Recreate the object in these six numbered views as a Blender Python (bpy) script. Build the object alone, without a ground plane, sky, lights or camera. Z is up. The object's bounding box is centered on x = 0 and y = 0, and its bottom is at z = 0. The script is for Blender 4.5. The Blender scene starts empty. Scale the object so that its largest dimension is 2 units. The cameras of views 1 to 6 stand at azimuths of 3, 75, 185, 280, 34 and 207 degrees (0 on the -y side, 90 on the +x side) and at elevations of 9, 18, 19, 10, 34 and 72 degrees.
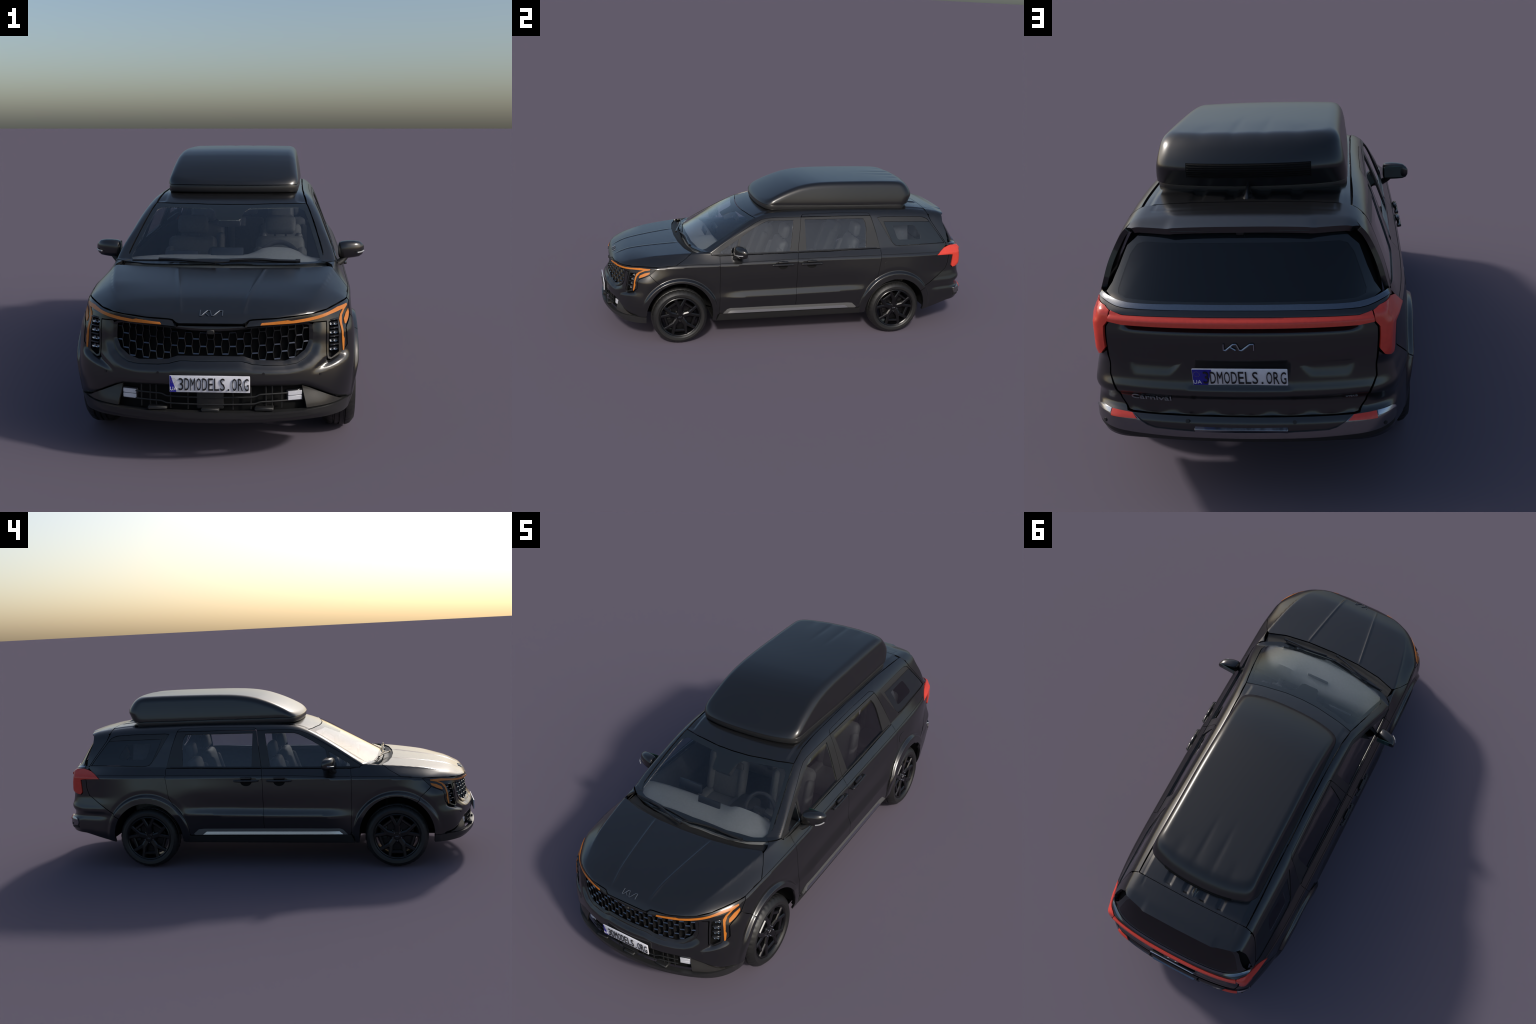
import numpy as np
# ---------------------------------------------------------------- splines
def pchip_slopes(t, v):
    """t [K,...], v [K,...] -> monotone slopes"""
    h = np.diff(t, axis=0); d = np.diff(v, axis=0) / np.where(h == 0, 1e-9, h)
    m = np.zeros_like(v)
    a, b = d[:-1], d[1:]; h0, h1 = h[:-1], h[1:]
    w0 = 2 * h1 + h0; w1 = h1 + 2 * h0
    same = a * b > 0
    den = np.where(same, w0 / np.where(a == 0, 1, a) + w1 / np.where(b == 0, 1, b), 1)
    m[1:-1] = np.where(same, (w0 + w1) / np.where(den == 0, 1, den), 0)
    m[0] = d[0]; m[-1] = d[-1]
    return m, d

def curve(points):
    """monotone spline through hand placed (t, value...) points"""
    P = np.array(points, float); t = P[:, 0]; v = P[:, 1:]
    tt = np.repeat(t[:, None], v.shape[1], 1)
    m, _ = pchip_slopes(tt, v)
    def ev(q):
        q = np.clip(np.asarray(q, float), t[0], t[-1])
        i = np.clip(np.searchsorted(t, q, side='right') - 1, 0, len(t) - 2)
        h = t[i + 1] - t[i]; s = ((q - t[i]) / h)[..., None]; h = h[..., None]
        r = ((1 + 2 * s) * (1 - s) ** 2 * v[i] + s * (1 - s) ** 2 * h * m[i]
             + s * s * (3 - 2 * s) * v[i + 1] + s * s * (s - 1) * h * m[i + 1])
        return r[..., 0] if v.shape[1] == 1 else r
    return ev

def knot_column(zk, xk, sharp, z):
    """zk,xk [K,N] ; z [N]: spline through knots, with corners at the sharp ones"""
    m, d = pchip_slopes(zk, xk)
    ml = m.copy(); mr = m.copy()           # slope used by segment left / right of the knot
    for k in sharp:
        if 0 < k < len(zk) - 1:
            ml[k] = d[k - 1]; mr[k] = d[k]
    K = len(zk)
    i = np.clip((z[None] >= zk).sum(0) - 1, 0, K - 2)
    n = np.arange(len(z))
    z0, z1, x0, x1 = zk[i, n], zk[i + 1, n], xk[i, n], xk[i + 1, n]
    h = np.maximum(z1 - z0, 1e-6); s = np.clip((z - z0) / h, 0, 1)
    return ((1 + 2 * s) * (1 - s) ** 2 * x0 + s * (1 - s) ** 2 * h * mr[i, n]
            + s * s * (3 - 2 * s) * x1 + s * s * (s - 1) * h * ml[i + 1, n])

def sstep(a, b, x):
    t = np.clip((x - a) / (b - a), 0., 1.); return t * t * (3 - 2 * t)
def smax(a, b, k):
    h = np.clip(0.5 + 0.5 * (a - b) / k, 0, 1)
    return b * (1 - h) + a * h + k * h * (1 - h)
def smin(a, b, k): return -smax(-a, -b, k)
def bump(x, w): return np.exp(-(x / w) ** 2)

# ---------------------------------------------------------------- the body side: rails along the car, (y, x, z)
RAILS = [
 # underside
 [(-1, .300, .03), (-.43, .300, .03), (.45, .300, .03), (1, .30, .03)],
 # sill / bumper bottom
 [(-1, .362, .110), (-.80, .373, .113), (-.43, .378, .113), (-.02, .379, .118), (.40, .380, .124), (.70, .378, .122), (.9, .338, .160), (1, .30, .17)],
 # sill top
 [(-1, .376, .160), (-.80, .385, .160), (-.43, .390, .158), (.25, .391, .161), (.40, .396, .163), (.55, .396, .165), (.70, .388, .170), (.9, .348, .20), (1, .31, .21)],
 # lower crease of the doors
 [(-1, .386, .235), (-.80, .390, .235), (-.43, .395, .240), (-.30, .402, .243), (-.02, .4025, .250), (.25, .403, .257), (.45, .403, .26), (.58, .400, .262), (.70, .390, .265), (.9, .348, .28), (1, .32, .28)],
 # top of the concave fillet above it
 [(-1, .385, .275), (-.80, .389, .275), (-.43, .3905, .283), (-.30, .3895, .285), (-.02, .3895, .290), (.25, .392, .297), (.45, .399, .30), (.58, .396, .302), (.70, .386, .305), (.9, .342, .315), (1, .315, .315)],
 # hollow above it
 [(-1, .384, .320), (-.80, .388, .320), (-.43, .390, .338), (-.02, .3915, .350), (.25, .393, .353), (.45, .395, .345), (.58, .393, .346), (.70, .381, .350), (.9, .336, .35), (1, .315, .35)],
 # shoulder crease
 [(-1, .360, .370), (-.87, .364, .383), (-.75, .374, .402), (-.60, .385, .412), (-.43, .386, .416), (-.02, .387, .430), (.45, .384, .437), (.60, .381, .438), (.78, .366, .438), (.9, .338, .44), (1, .31, .44)],
 # seam above it
 [(-1, .338, .380), (-.87, .346, .392), (-.75, .363, .412), (-.60, .378, .421), (-.43, .379, .424), (-.02, .380, .439), (.45, .377, .447), (.60, .373, .449), (.78, .359, .450), (.9, .331, .452), (1, .30, .452)],
 # belt / bonnet edge
 [(-1, .200, .390), (-.87, .268, .421), (-.75, .305, .444), (-.65, .324, .456), (-.577, .335, .465), (-.47, .350, .467), (-.43, .3525, .467), (-.02, .354, .471), (.45, .352, .480), (.78, .345, .488), (.9, .318, .492), (1, .29, .50)],
 # mid window
 [(-1, .15, .50), (-.65, .290, .540), (-.43, .324, .540), (-.02, .324, .548), (.45, .324, .555), (.78, .317, .558), (.9, .300, .56), (1, .28, .56)],
 # top of window
 [(-1, .10, .60), (-.65, .250, .620), (-.43, .290, .622), (-.02, .291, .622), (.36, .292, .630), (.45, .293, .633), (.78, .285, .622), (.9, .270, .61), (1, .25, .61)],
 # roof rail
 [(-1, .05, .66), (-.65, .22, .66), (-.43, .262, .658), (-.02, .266, .659), (.45, .268, .667), (.78, .262, .655), (.9, .250, .645), (1, .22, .64)],
 [(-1, .0, .76), (-.43, .17, .72), (-.02, .17, .72), (.45, .17, .73), (1, .15, .70)],
]
SHARP = (1, 3, 6, 8)
_rc = [curve(r) for r in RAILS]
FRONT_AXLE, REAR_AXLE, AXLE_Z = -.631, .544, .147

def side_x(y, z):
    y = np.asarray(y, float); z = np.asarray(z, float); sh = y.shape
    y = y.ravel(); z = z.ravel()
    c = np.array([r(y) for r in _rc])          # K,N,2
    x = knot_column(c[:, :, 1], c[:, :, 0], SHARP, z)
    # wheel arch flares
    for ay, r0, r1 in ((FRONT_AXLE, .201, .228), (REAR_AXLE, .206, .232)):
        r = np.hypot(y - ay, (z - .150))
        # the skin cuts in above the opening, then a lip stands out round it
        x = x + (-.002 * (1 - sstep(r0, r1, r)) + .014 * (1 - sstep(r0 - .009, r0 + .003, r))) * (.25 + .75 * sstep(.15, .27, z)) * sstep(.10, .15, z)
    return x.reshape(sh)

# ---------------------------------------------------------------- the top: bonnet, windscreen, roof
_bonnet = curve([(-1.05, .27), (-1.0, .335), (-.985, .355), (-.968, .376), (-.942, .402), (-.926, .4095), (-.89, .426), (-.87, .433), (-.81, .4455), (-.72, .459), (-.60, .473), (-.45, .485), (0, .50)])
_roof = curve([(-.6, .52), (-.35, .620), (-.25, .648), (-.15, .668), (0, .678), (.25, .683), (.5, .682), (.65, .677), (.73, .669), (.80, .659), (.85, .651), (1, .63)])
def bonnet_z(x, y):
    z = _bonnet(y) - .002 - .05 * x * x - 2.1 * sstep(-.74, -.93, y) * x ** 4
    # two thin pressed lines running back from the nose
    t = np.clip((y + .93) / .31, 0, 1)
    xl = .084 + .047 * t
    z = z + .0022 * bump(x - xl, .0045) * sstep(-.95, -.91, y) * (1 - sstep(-.64, -.60, y))
    return z
def screen_z(x, y):
    c = np.interp(y, [-.6, -.518, -.232], [.47, .45, .24])
    zc = .650 + .512 * (y + .232) - .10 * (y + .232) * (y + .60)
    return zc - c * x * x
def roof_z(x, y):
    return _roof(y) - .10 * x * x - 1.0 * np.abs(x) ** 4

# ---------------------------------------------------------------- the ends
_nose = curve([(0, -.94), (.05, -.965), (.08, -.983), (.11, -.992), (.16, -.995), (.20, -.995), (.25, -.992), (.29, -.982), (.33, -.976), (.37, -.975), (.45, -.97)])
def front_y(x, z):
    a = np.interp(z, [.05, .15, .28, .38, .42], [.66, .68, .77, .79, .80])
    return _nose(z) + a * x * x + 1.2 * x ** 4 + 16 * sstep(.33, .405, z) * x ** 6
_tail = curve([(.05, .93), (.12, .955), (.17, .985), (.20, .995), (.225, .993), (.25, .975), (.27, .973), (.295, .982), (.32, .974), (.36, .968), (.41, .966), (.44, .961), (.463, .956), (.478, .947), (.49, .939), (.55, .898), (.61, .854), (.66, .815), (.75, .74)])
def rear_y(x, z):
    return _tail(z) - .22 * x * x - 1.5 * x ** 4 - 34 * sstep(.466, .492, z) * x ** 6

REAR_CUT = True
def f(x, y, z):
    x = np.abs(x)
    side = x - side_x(y, z)
    ends = smax(side, front_y(x, z) - y, .058 + .03 * (1 - sstep(.13, .24, z)))
    if REAR_CUT: ends = smax(ends, y - rear_y(x, z), .010 + .042 * (1 - sstep(.345, .385, z)))
    up = smax(z - screen_z(x, y), z - roof_z(x, y), .03)
    cap = np.minimum(z - bonnet_z(x, y), up)
    g = smax(ends, cap, .008 + .024 * sstep(.5, .62, z))
    return g

def march(o, d, t0, t1, n=48, it=30):
    """first outward crossing f=0 along o+t d, coming from t0 (inside or outside)"""
    o = np.asarray(o, float); d = np.asarray(d, float)
    a = np.full(len(o), float(t0)); b = np.full(len(o), float(t1))
    for _ in range(it):
        m = .5 * (a + b); P = o + d * m[:, None]
        v = f(P[:, 0], P[:, 1], P[:, 2]) > 0
        b = np.where(v, m, b); a = np.where(v, a, m)
    return o + d * (.5 * (a + b))[:, None]

# ---------------------------------------------------------------- charts: flat coordinates <-> surface
def ch_side(q):     # (y, phi*.39) about the long axis at z .40
    q = np.asarray(q, float); ph = q[:, 1] / .39
    o = np.stack([0 * ph, q[:, 0], 0 * ph + .40], 1); d = np.stack([np.cos(ph), 0 * ph, np.sin(ph)], 1)
    return march(o, d, 0, .6)
def inv_side(P): return np.stack([P[:, 1], .39 * np.arctan2(P[:, 2] - .40, P[:, 0])], 1)
def ch_front(q):    # (theta*.40, z) about a vertical axis inside the nose
    q = np.asarray(q, float); th = q[:, 0] / .40
    o = np.stack([0 * th, 0 * th - .58, q[:, 1]], 1); d = np.stack([np.sin(th), -np.cos(th), 0 * th], 1)
    return march(o, d, 0, .6)
def inv_front(P): return np.stack([.40 * np.arctan2(P[:, 0], -(P[:, 1] + .58)), P[:, 2]], 1)
def ch_rear(q):
    q = np.asarray(q, float); th = q[:, 0] / .40
    o = np.stack([0 * th, 0 * th + .50, q[:, 1]], 1); d = np.stack([np.sin(th), np.cos(th), 0 * th], 1)
    return march(o, d, 0, .65)
def inv_rear(P): return np.stack([.40 * np.arctan2(P[:, 0], P[:, 1] - .50), P[:, 2]], 1)
def ch_top(q):
    q = np.asarray(q, float)
    o = np.stack([q[:, 0], q[:, 1], 0 * q[:, 0] + .25], 1); d = np.zeros_like(o); d[:, 2] = 1
    return march(o, d, 0, .6)
def inv_top(P): return P[:, :2].copy()
CH = dict(side=(ch_side, inv_side), front=(ch_front, inv_front), rear=(ch_rear, inv_rear), top=(ch_top, inv_top))
def side_pt(y, z):  # from (y,z) seen square from the side
    y = np.asarray(y, float); z = np.asarray(z, float)
    o = np.stack([0 * y + .12, y, z], 1); d = np.zeros_like(o); d[:, 0] = 1
    return march(o, d, 0, .5)
import bpy, bmesh, math, random
from mathutils import Vector, Matrix, Euler
from mathutils.geometry import delaunay_2d_cdt
random.seed(7)

# ================================================================ materials
def material(name, color, rough=.4, metal=0., spec=.5, coat=0., coat_rough=.05, grain=None, bump_=None, extra=None):
    m = bpy.data.materials.new(name); m.use_nodes = True
    nt = m.node_tree; b = nt.nodes['Principled BSDF']
    b.inputs['Base Color'].default_value = (*color, 1)
    b.inputs['Roughness'].default_value = rough
    b.inputs['Metallic'].default_value = metal
    b.inputs['Specular IOR Level'].default_value = spec
    b.inputs['Coat Weight'].default_value = coat
    b.inputs['Coat Roughness'].default_value = coat_rough
    tc = nt.nodes.new('ShaderNodeTexCoord')
    if grain:                                   # (scale, strength): fine mottling of the base colour
        n = nt.nodes.new('ShaderNodeTexNoise'); n.inputs['Scale'].default_value = grain[0]; n.inputs['Detail'].default_value = 4
        nt.links.new(tc.outputs['Object'], n.inputs['Vector'])
        r = nt.nodes.new('ShaderNodeValToRGB'); k = grain[1]
        r.color_ramp.elements[0].position = .3; r.color_ramp.elements[1].position = .7
        r.color_ramp.elements[0].color = (*[c * (1 - k) for c in color], 1)
        r.color_ramp.elements[1].color = (*[c * (1 + k) for c in color], 1)
        nt.links.new(n.outputs['Fac'], r.inputs['Fac']); nt.links.new(r.outputs['Color'], b.inputs['Base Color'])
    if bump_:
        n = nt.nodes.new('ShaderNodeTexNoise'); n.inputs['Scale'].default_value = bump_[0]; n.inputs['Detail'].default_value = 2
        nt.links.new(tc.outputs['Object'], n.inputs['Vector'])
        bp = nt.nodes.new('ShaderNodeBump'); bp.inputs['Strength'].default_value = bump_[1]; bp.inputs['Distance'].default_value = .001
        nt.links.new(n.outputs['Fac'], bp.inputs['Height']); nt.links.new(bp.outputs['Normal'], b.inputs['Normal'])
    return m

def glass_material(name, tint, ior=1.45, rough=0.):
    m = bpy.data.materials.new(name); m.use_nodes = True
    nt = m.node_tree; b = nt.nodes['Principled BSDF']
    b.inputs['Roughness'].default_value = rough; b.inputs['IOR'].default_value = ior
    b.inputs['Transmission Weight'].default_value = 1.
    tc = nt.nodes.new('ShaderNodeTexCoord'); n = nt.nodes.new('ShaderNodeTexNoise'); n.inputs['Scale'].default_value = 3
    nt.links.new(tc.outputs['Object'], n.inputs['Vector'])
    r = nt.nodes.new('ShaderNodeValToRGB')
    r.color_ramp.elements[0].color = (*[c * .98 for c in tint], 1); r.color_ramp.elements[1].color = (*tint, 1)
    nt.links.new(n.outputs['Fac'], r.inputs['Fac']); nt.links.new(r.outputs['Color'], b.inputs['Base Color'])
    return m

PAINT = material('black_paint', (.008, .008, .0085), rough=.22, spec=.85, grain=(900, .12))  # base lifted slightly for the ground light reflected in the doors
BOXP = material('box_shell_black', (.007, .007, .0075), rough=.28, spec=.75, grain=(700, .12))
GLOSSB = material('gloss_black_trim', (.012, .012, .013), rough=.16, spec=.5, grain=(500, .1))
SATIN = material('satin_black_trim', (.018, .018, .018), rough=.34, spec=.5, grain=(600, .15))
PLAST = material('black_plastic', (.012, .012, .012), rough=.55, spec=.4, grain=(500, .2), bump_=(900, .15))
DARK = material('dark_cavity', (.003, .003, .003), rough=.8, spec=.2, grain=(60, .2))
GREYT = material('grey_sill_plastic', (.075, .075, .075), rough=.5, spec=.4, grain=(500, .15))
CHROME = material('satin_chrome', (.47, .49, .53), rough=.26, metal=1., grain=(300, .05))
CHROMED = material('black_chrome', (.20, .22, .25), rough=.12, metal=1., grain=(300, .06))
CHROMEB = material('dark_chrome', (.34, .36, .40), rough=.14, metal=1., grain=(300, .06))
SILVERD = material('smoked_silver', (.20, .19, .20), rough=.20, metal=.85, grain=(300, .08))
BADGE = material('badge_metal', (.07, .085, .11), rough=.45, metal=.5, grain=(300, .06))
RED = material('tail_lamp_red', (.62, .055, .036), rough=.22, spec=.5, grain=(120, .05))
ORANGE = material('amber_strip', (.50, .155, .018), rough=.35, spec=.4, grain=(200, .08))
LENS = material('lamp_lens', (.32, .34, .36), rough=.12, metal=.9, grain=(200, .1))
FOG = material('fog_lamp_face', (.62, .62, .66), rough=.30, grain=(200, .05))
PLATEW = material('plate_white', (.72, .72, .76), rough=.35, grain=(80, .05))
PLATEB = material('plate_blue', (.014, .012, .27), rough=.35, grain=(80, .05))
INK = material('plate_ink', (.008, .008, .009), rough=.5, grain=(80, .05))
STAR = material('plate_star', (.30, .24, .10), rough=.5, grain=(80, .05))
RUBBER = material('tyre_rubber', (.010, .010, .010), rough=.48, spec=.5, grain=(200, .2), bump_=(500, .1))
RIM = material('rim_black', (.0025, .0025, .003), rough=.3, spec=.5, grain=(200, .2))
STEEL = material('dark_steel', (.025, .025, .027), rough=.35, metal=.9, grain=(200, .2))
NUT = material('nut_metal', (.25, .25, .27), rough=.3, metal=1., grain=(200, .1))
SEAT = material('grey_leather', (.165, .165, .16), rough=.55, spec=.3, grain=(150, .08), bump_=(300, .2))
DASH = material('grey_dash', (.28, .29, .29), rough=.6, spec=.3, grain=(150, .06), bump_=(500, .1))
CABIN = material('cabin_dark', (.05, .05, .052), rough=.7, spec=.3, grain=(80, .15))
LINER = material('cabin_lining', (.20, .20, .20), rough=.8, spec=.2, grain=(80, .1))
SCREEN = material('dark_screen', (.02, .022, .026), rough=.2, spec=.5, grain=(60, .1))
FRIT = material('printed_glass_border', (.010, .013, .016), rough=.06, spec=.6, grain=(300, .1))
GLASS = glass_material('window_glass', (.80, .82, .84))
GLASSS = glass_material('side_glass', (.62, .64, .66), ior=1.6)
GLASST = glass_material('tinted_glass', (.55, .58, .62))
GLASSR = glass_material('rear_tinted_glass', (.30, .33, .37))
MIRRORG = material('mirror_glass', (.02, .05, .045), rough=.05, metal=0, spec=.6, grain=(30, .05))

# ================================================================ scene graph
ROOT = bpy.data.objects.new('minivan', None)
ROOT.empty_display_size = .2
bpy.context.collection.objects.link(ROOT)
ROOT['label'] = 'black seven-seat minivan with a long black roof box'
ROOT['category'] = 'car'

def add(name, verts, faces, mat, parent=None, normals=None, smooth=True, angle=None, mats=None, face_mat=None, stuff=False):
    me = bpy.data.meshes.new(name)
    me.from_pydata([tuple(v) for v in np.asarray(verts, float).tolist()], [], [list(map(int, q)) for q in faces])
    for m in (mats or [mat]): me.materials.append(m)
    if face_mat is not None: me.polygons.foreach_set('material_index', face_mat)
    me.polygons.foreach_set('use_smooth', [bool(smooth)] * len(me.polygons))
    me.update()
    if normals is not None:
        me.normals_split_custom_set_from_vertices([tuple(n) for n in normals])
    elif smooth and angle is not None:
        me.set_sharp_from_angle(angle=math.radians(angle))
    o = bpy.data.objects.new(name, me); bpy.context.collection.objects.link(o)
    o.parent = parent or ROOT
    if stuff: o['kind'] = 'stuff'
    return o

# ================================================================ outlines on the body
def ray_pts(o, d, t1=.7): return march(np.array(o, float), np.array(d, float), 0, t1)
def pts3(spec):
    """('s',y,z) seen from the side, ('t',x,y) from above, ('f',x,z) from the front, ('r',x,z) from the rear, ('p',x,y,z) as is"""
    o = np.zeros((len(spec), 3)); d = np.zeros((len(spec), 3)); keep = {}
    for i, q in enumerate(spec):
        k = q[0]
        if k == 's': o[i] = (.1, q[1], q[2]); d[i] = (1, 0, 0)
        elif k == 't': o[i] = (q[1], q[2], .30); d[i] = (0, 0, 1)
        elif k == 'f': o[i] = (q[1], -.45, q[2]); d[i] = (0, -1, 0)
        elif k == 'r': o[i] = (q[1], .45, q[2]); d[i] = (0, 1, 0)
        else: keep[i] = q[1:]
    P = ray_pts(o, d)
    for i, v in keep.items(): P[i] = v
    return P
def arc(cy, cz, r, a0, a1, n=24, rz=None):
    rz = rz or r
    return [('s', cy + r * math.cos(math.radians(a)), cz + rz * math.sin(math.radians(a))) for a in np.linspace(a0, a1, n)]
def sym(half):
    """half outline from the centre line round to the centre line -> full loop of 3D points"""
    P = pts3(half); Q = P[::-1] * [-1, 1, 1]
    if abs(P[-1, 0]) < 1e-6: Q = Q[1:]
    if abs(P[0, 0]) < 1e-6: Q = Q[:-1]
    return np.vstack([P, Q])
def chaikin(q, n, closed=True):
    for _ in range(n):
        r = np.roll(q, -1, 0) if closed else q[1:]
        a = q if closed else q[:-1]
        z = np.empty((2 * len(a), q.shape[1])); z[0::2] = .75 * a + .25 * r; z[1::2] = .25 * a + .75 * r
        q = z if closed else np.vstack([q[:1], z, q[-1:]])
    return q
def round3(P, r, n=4):
    """round the corners of a closed 3D loop: cut r before each corner and bridge with a curve"""
    P = np.asarray(P, float); out = []
    for i in range(len(P)):
        a, b, c = P[i - 1], P[i], P[(i + 1) % len(P)]
        la, lc = np.linalg.norm(a - b), np.linalg.norm(c - b)
        u = b + (a - b) * min(r, .45 * la) / la; w = b + (c - b) * min(r, .45 * lc) / lc
        for t in np.linspace(0, 1, n + 1): out.append((1 - t) ** 2 * u + 2 * t * (1 - t) * b + t * t * w)
    return np.array(out)
def densify(q, step, closed=True):
    r = np.roll(q, -1, 0) if closed else q[1:]
    out = []
    for a, b in zip(q if closed else q[:-1], r):
        n = max(1, int(math.ceil(np.linalg.norm(b - a) / step)))
        for k in range(n): out.append(a + (b - a) * k / n)
    if not closed: out.append(q[-1])
    return np.array(out)
def area2(q): r = np.roll(q, -1, 0); return .5 * np.sum(q[:, 0] * r[:, 1] - r[:, 0] * q[:, 1])
def inset(q, g):
    """move a closed loop inwards (counter-clockwise loop) by g"""
    if g == 0: return q
    e = np.roll(q, -1, 0) - q; n = np.stack([-e[:, 1], e[:, 0]], 1); n /= np.linalg.norm(n, axis=1, keepdims=True) + 1e-12
    m = n + np.roll(n, 1, 0); l = np.linalg.norm(m, axis=1, keepdims=True)
    m = m / np.maximum(l, .5) ** 2 * 2
    return q + g * m
def inside(pt, poly):
    x, y = pt[:, 0][:, None], pt[:, 1][:, None]
    x0, y0 = poly[:, 0][None], poly[:, 1][None]; p1 = np.roll(poly, -1, 0); x1, y1 = p1[:, 0][None], p1[:, 1][None]
    c = (y0 > y) != (y1 > y)
    xi = x0 + (y - y0) * (x1 - x0) / np.where(y1 == y0, 1e-12, y1 - y0)
    return (np.sum(c & (x < xi), 1) % 2) == 1
def dist_to(pt, poly, closed=True):
    p1 = np.roll(poly, -1, 0); a = poly
    if not closed: a = poly[:-1]; p1 = poly[1:]
    out = np.full(len(pt), 9.)
    for s in range(0, len(pt), 4000):
        p = pt[s:s + 4000, None]; ab = (p1 - a)[None]; ap = p - a[None]
        t = np.clip((ap * ab).sum(2) / ((ab * ab).sum(2) + 1e-12), 0, 1)
        out[s:s + 4000] = np.linalg.norm(ap - ab * t[..., None], axis=2).min(1)
    return out
def grad(P, e=.003):
    g = np.stack([f(P[:, 0] + e * i, P[:, 1] + e * j, P[:, 2] + e * k) - f(P[:, 0] - e * i, P[:, 1] - e * j, P[:, 2] - e * k)
                  for i, j, k in ((1, 0, 0), (0, 1, 0), (0, 0, 1))], 1)
    return g / (np.linalg.norm(g, axis=1, keepdims=True) + 1e-12)

def ch_nose(q):
    q = np.asarray(q, float); a = q[:, 1] / .35
    o = np.stack([q[:, 0], 0 * a - .58, 0 * a + .22], 1); d = np.stack([0 * a, -np.cos(a), np.sin(a)], 1)
    return march(o, d, 0, .6)
def inv_nose(P): return np.stack([P[:, 0], .35 * np.arctan2(P[:, 2] - .22, -(P[:, 1] + .58))], 1)
CH['nose'] = (ch_nose, inv_nose)

CREASES = {}
def crease_lines():
    y = np.linspace(-.97, .95, 160)
    for k in (1, 3, 6, 8):
        z = _rc[k](y)[:, 1]; CREASES[k] = side_pt(y, z)
    a = np.radians(np.linspace(-12, 192, 150))           # rings round the wheel openings
    for ay, r0, r1 in ((FRONT_AXLE, .201, .228), (REAR_AXLE, .206, .232)):
        for i, r in enumerate((r0 - .010, r0 - .007, r0 - .005, r0 - .003, r0 - .001, r0 + .001, r0 + .004, r0 + .009)):
            CREASES['w%d%d' % (i, ay > 0)] = side_pt(ay + r * np.cos(a), .150 + r * np.sin(a))
    t = np.linspace(-.03, 1.05, 60)                     # the pressed lines on the bonnet
    for i, d in enumerate((-.007, -.0035, 0, .0035, .007)):
        for s_ in (1, -1): CREASES['b%d%d' % (i, s_)] = ch_top(np.stack([s_ * (.084 + .047 * t + d), -.93 + .31 * t], 1))

def patch(chart, loop, holes=(), step=.010, round_=0, hole_round=0, gap=.0009, creases=(), hole_gap=None):
    """triangulate a region of the body bounded by 3D loops; returns chart coordinates and triangles"""
    to, inv = CH[chart]
    def prep(L, rn, g, sign):
        q = inv(np.asarray(L, float))
        if area2(q) < 0: q = q[::-1]
        if rn: q = chaikin(densify(q, .03) if rn > 2 else q, rn)
        q = densify(q, step * .7)
        keep = np.linalg.norm(q - np.roll(q, 1, 0), axis=1) > 1e-4
        q = q[keep]
        return inset(q, g * sign)
    out = prep(loop, round_, gap, 1)
    hs = [prep(h, hole_round, gap if hole_gap is None else hole_gap, -1) for h in holes]
    lo, hi = out.min(0), out.max(0)
    nx = int((hi[0] - lo[0]) / step) + 2; ny = int((hi[1] - lo[1]) / step) + 2
    U, V = np.meshgrid(lo[0] + (np.arange(nx) + .5) * step, lo[1] + (np.arange(ny) + .5) * step)
    g = np.stack([U.ravel(), V.ravel()], 1)
    g = g[inside(g, out)]
    for h in hs: g = g[~inside(g, h)] if len(g) else g
    cl = []
    for c in creases:
        q = inv(CREASES[c]); k = inside(q, out)
        for h in hs: k &= ~inside(q, h)
        if k.any():
            idx = np.where(k)[0]
            for run in np.split(idx, np.where(np.diff(idx) > 1)[0] + 1):
                if len(run) > 2: cl.append(densify(q[run], step, closed=False))
    for L in [out] + hs:
        if len(g): g = g[dist_to(g, L) > step * .45]
    for L in cl:
        if len(g): g = g[dist_to(g, L, closed=False) > step * .45]
        pass
    co = []; ed = []
    for L in [out] + hs:
        b = len(co); n = len(L); co += [tuple(p) for p in L]; ed += [(b + i, b + (i + 1) % n) for i in range(n)]
    for L in cl:
        b = len(co); n = len(L); co += [tuple(p) for p in L]; ed += [(b + i, b + i + 1) for i in range(n - 1)]
    co += [tuple(p) for p in g]
    r = delaunay_2d_cdt([Vector(c) for c in co], ed, [], 0, 1e-6)
    q = np.array([tuple(v) for v in r[0]]); tri_ = np.array([t for t in r[2] if len(t) == 3], int)
    c = q[tri_].mean(1)
    k = inside(c, out)
    for h in hs: k &= ~inside(c, h)
    tri_ = tri_[k]
    used, invi = np.unique(tri_, return_inverse=True)
    return q[used], invi.reshape(-1, 3)

def vnormals(P, T):
    n = np.cross(P[T[:, 1]] - P[T[:, 0]], P[T[:, 2]] - P[T[:, 0]])
    N = np.zeros_like(P)
    for k in range(3): np.add.at(N, T[:, k], n)
    return N / (np.linalg.norm(N, axis=1, keepdims=True) + 1e-12)

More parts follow.
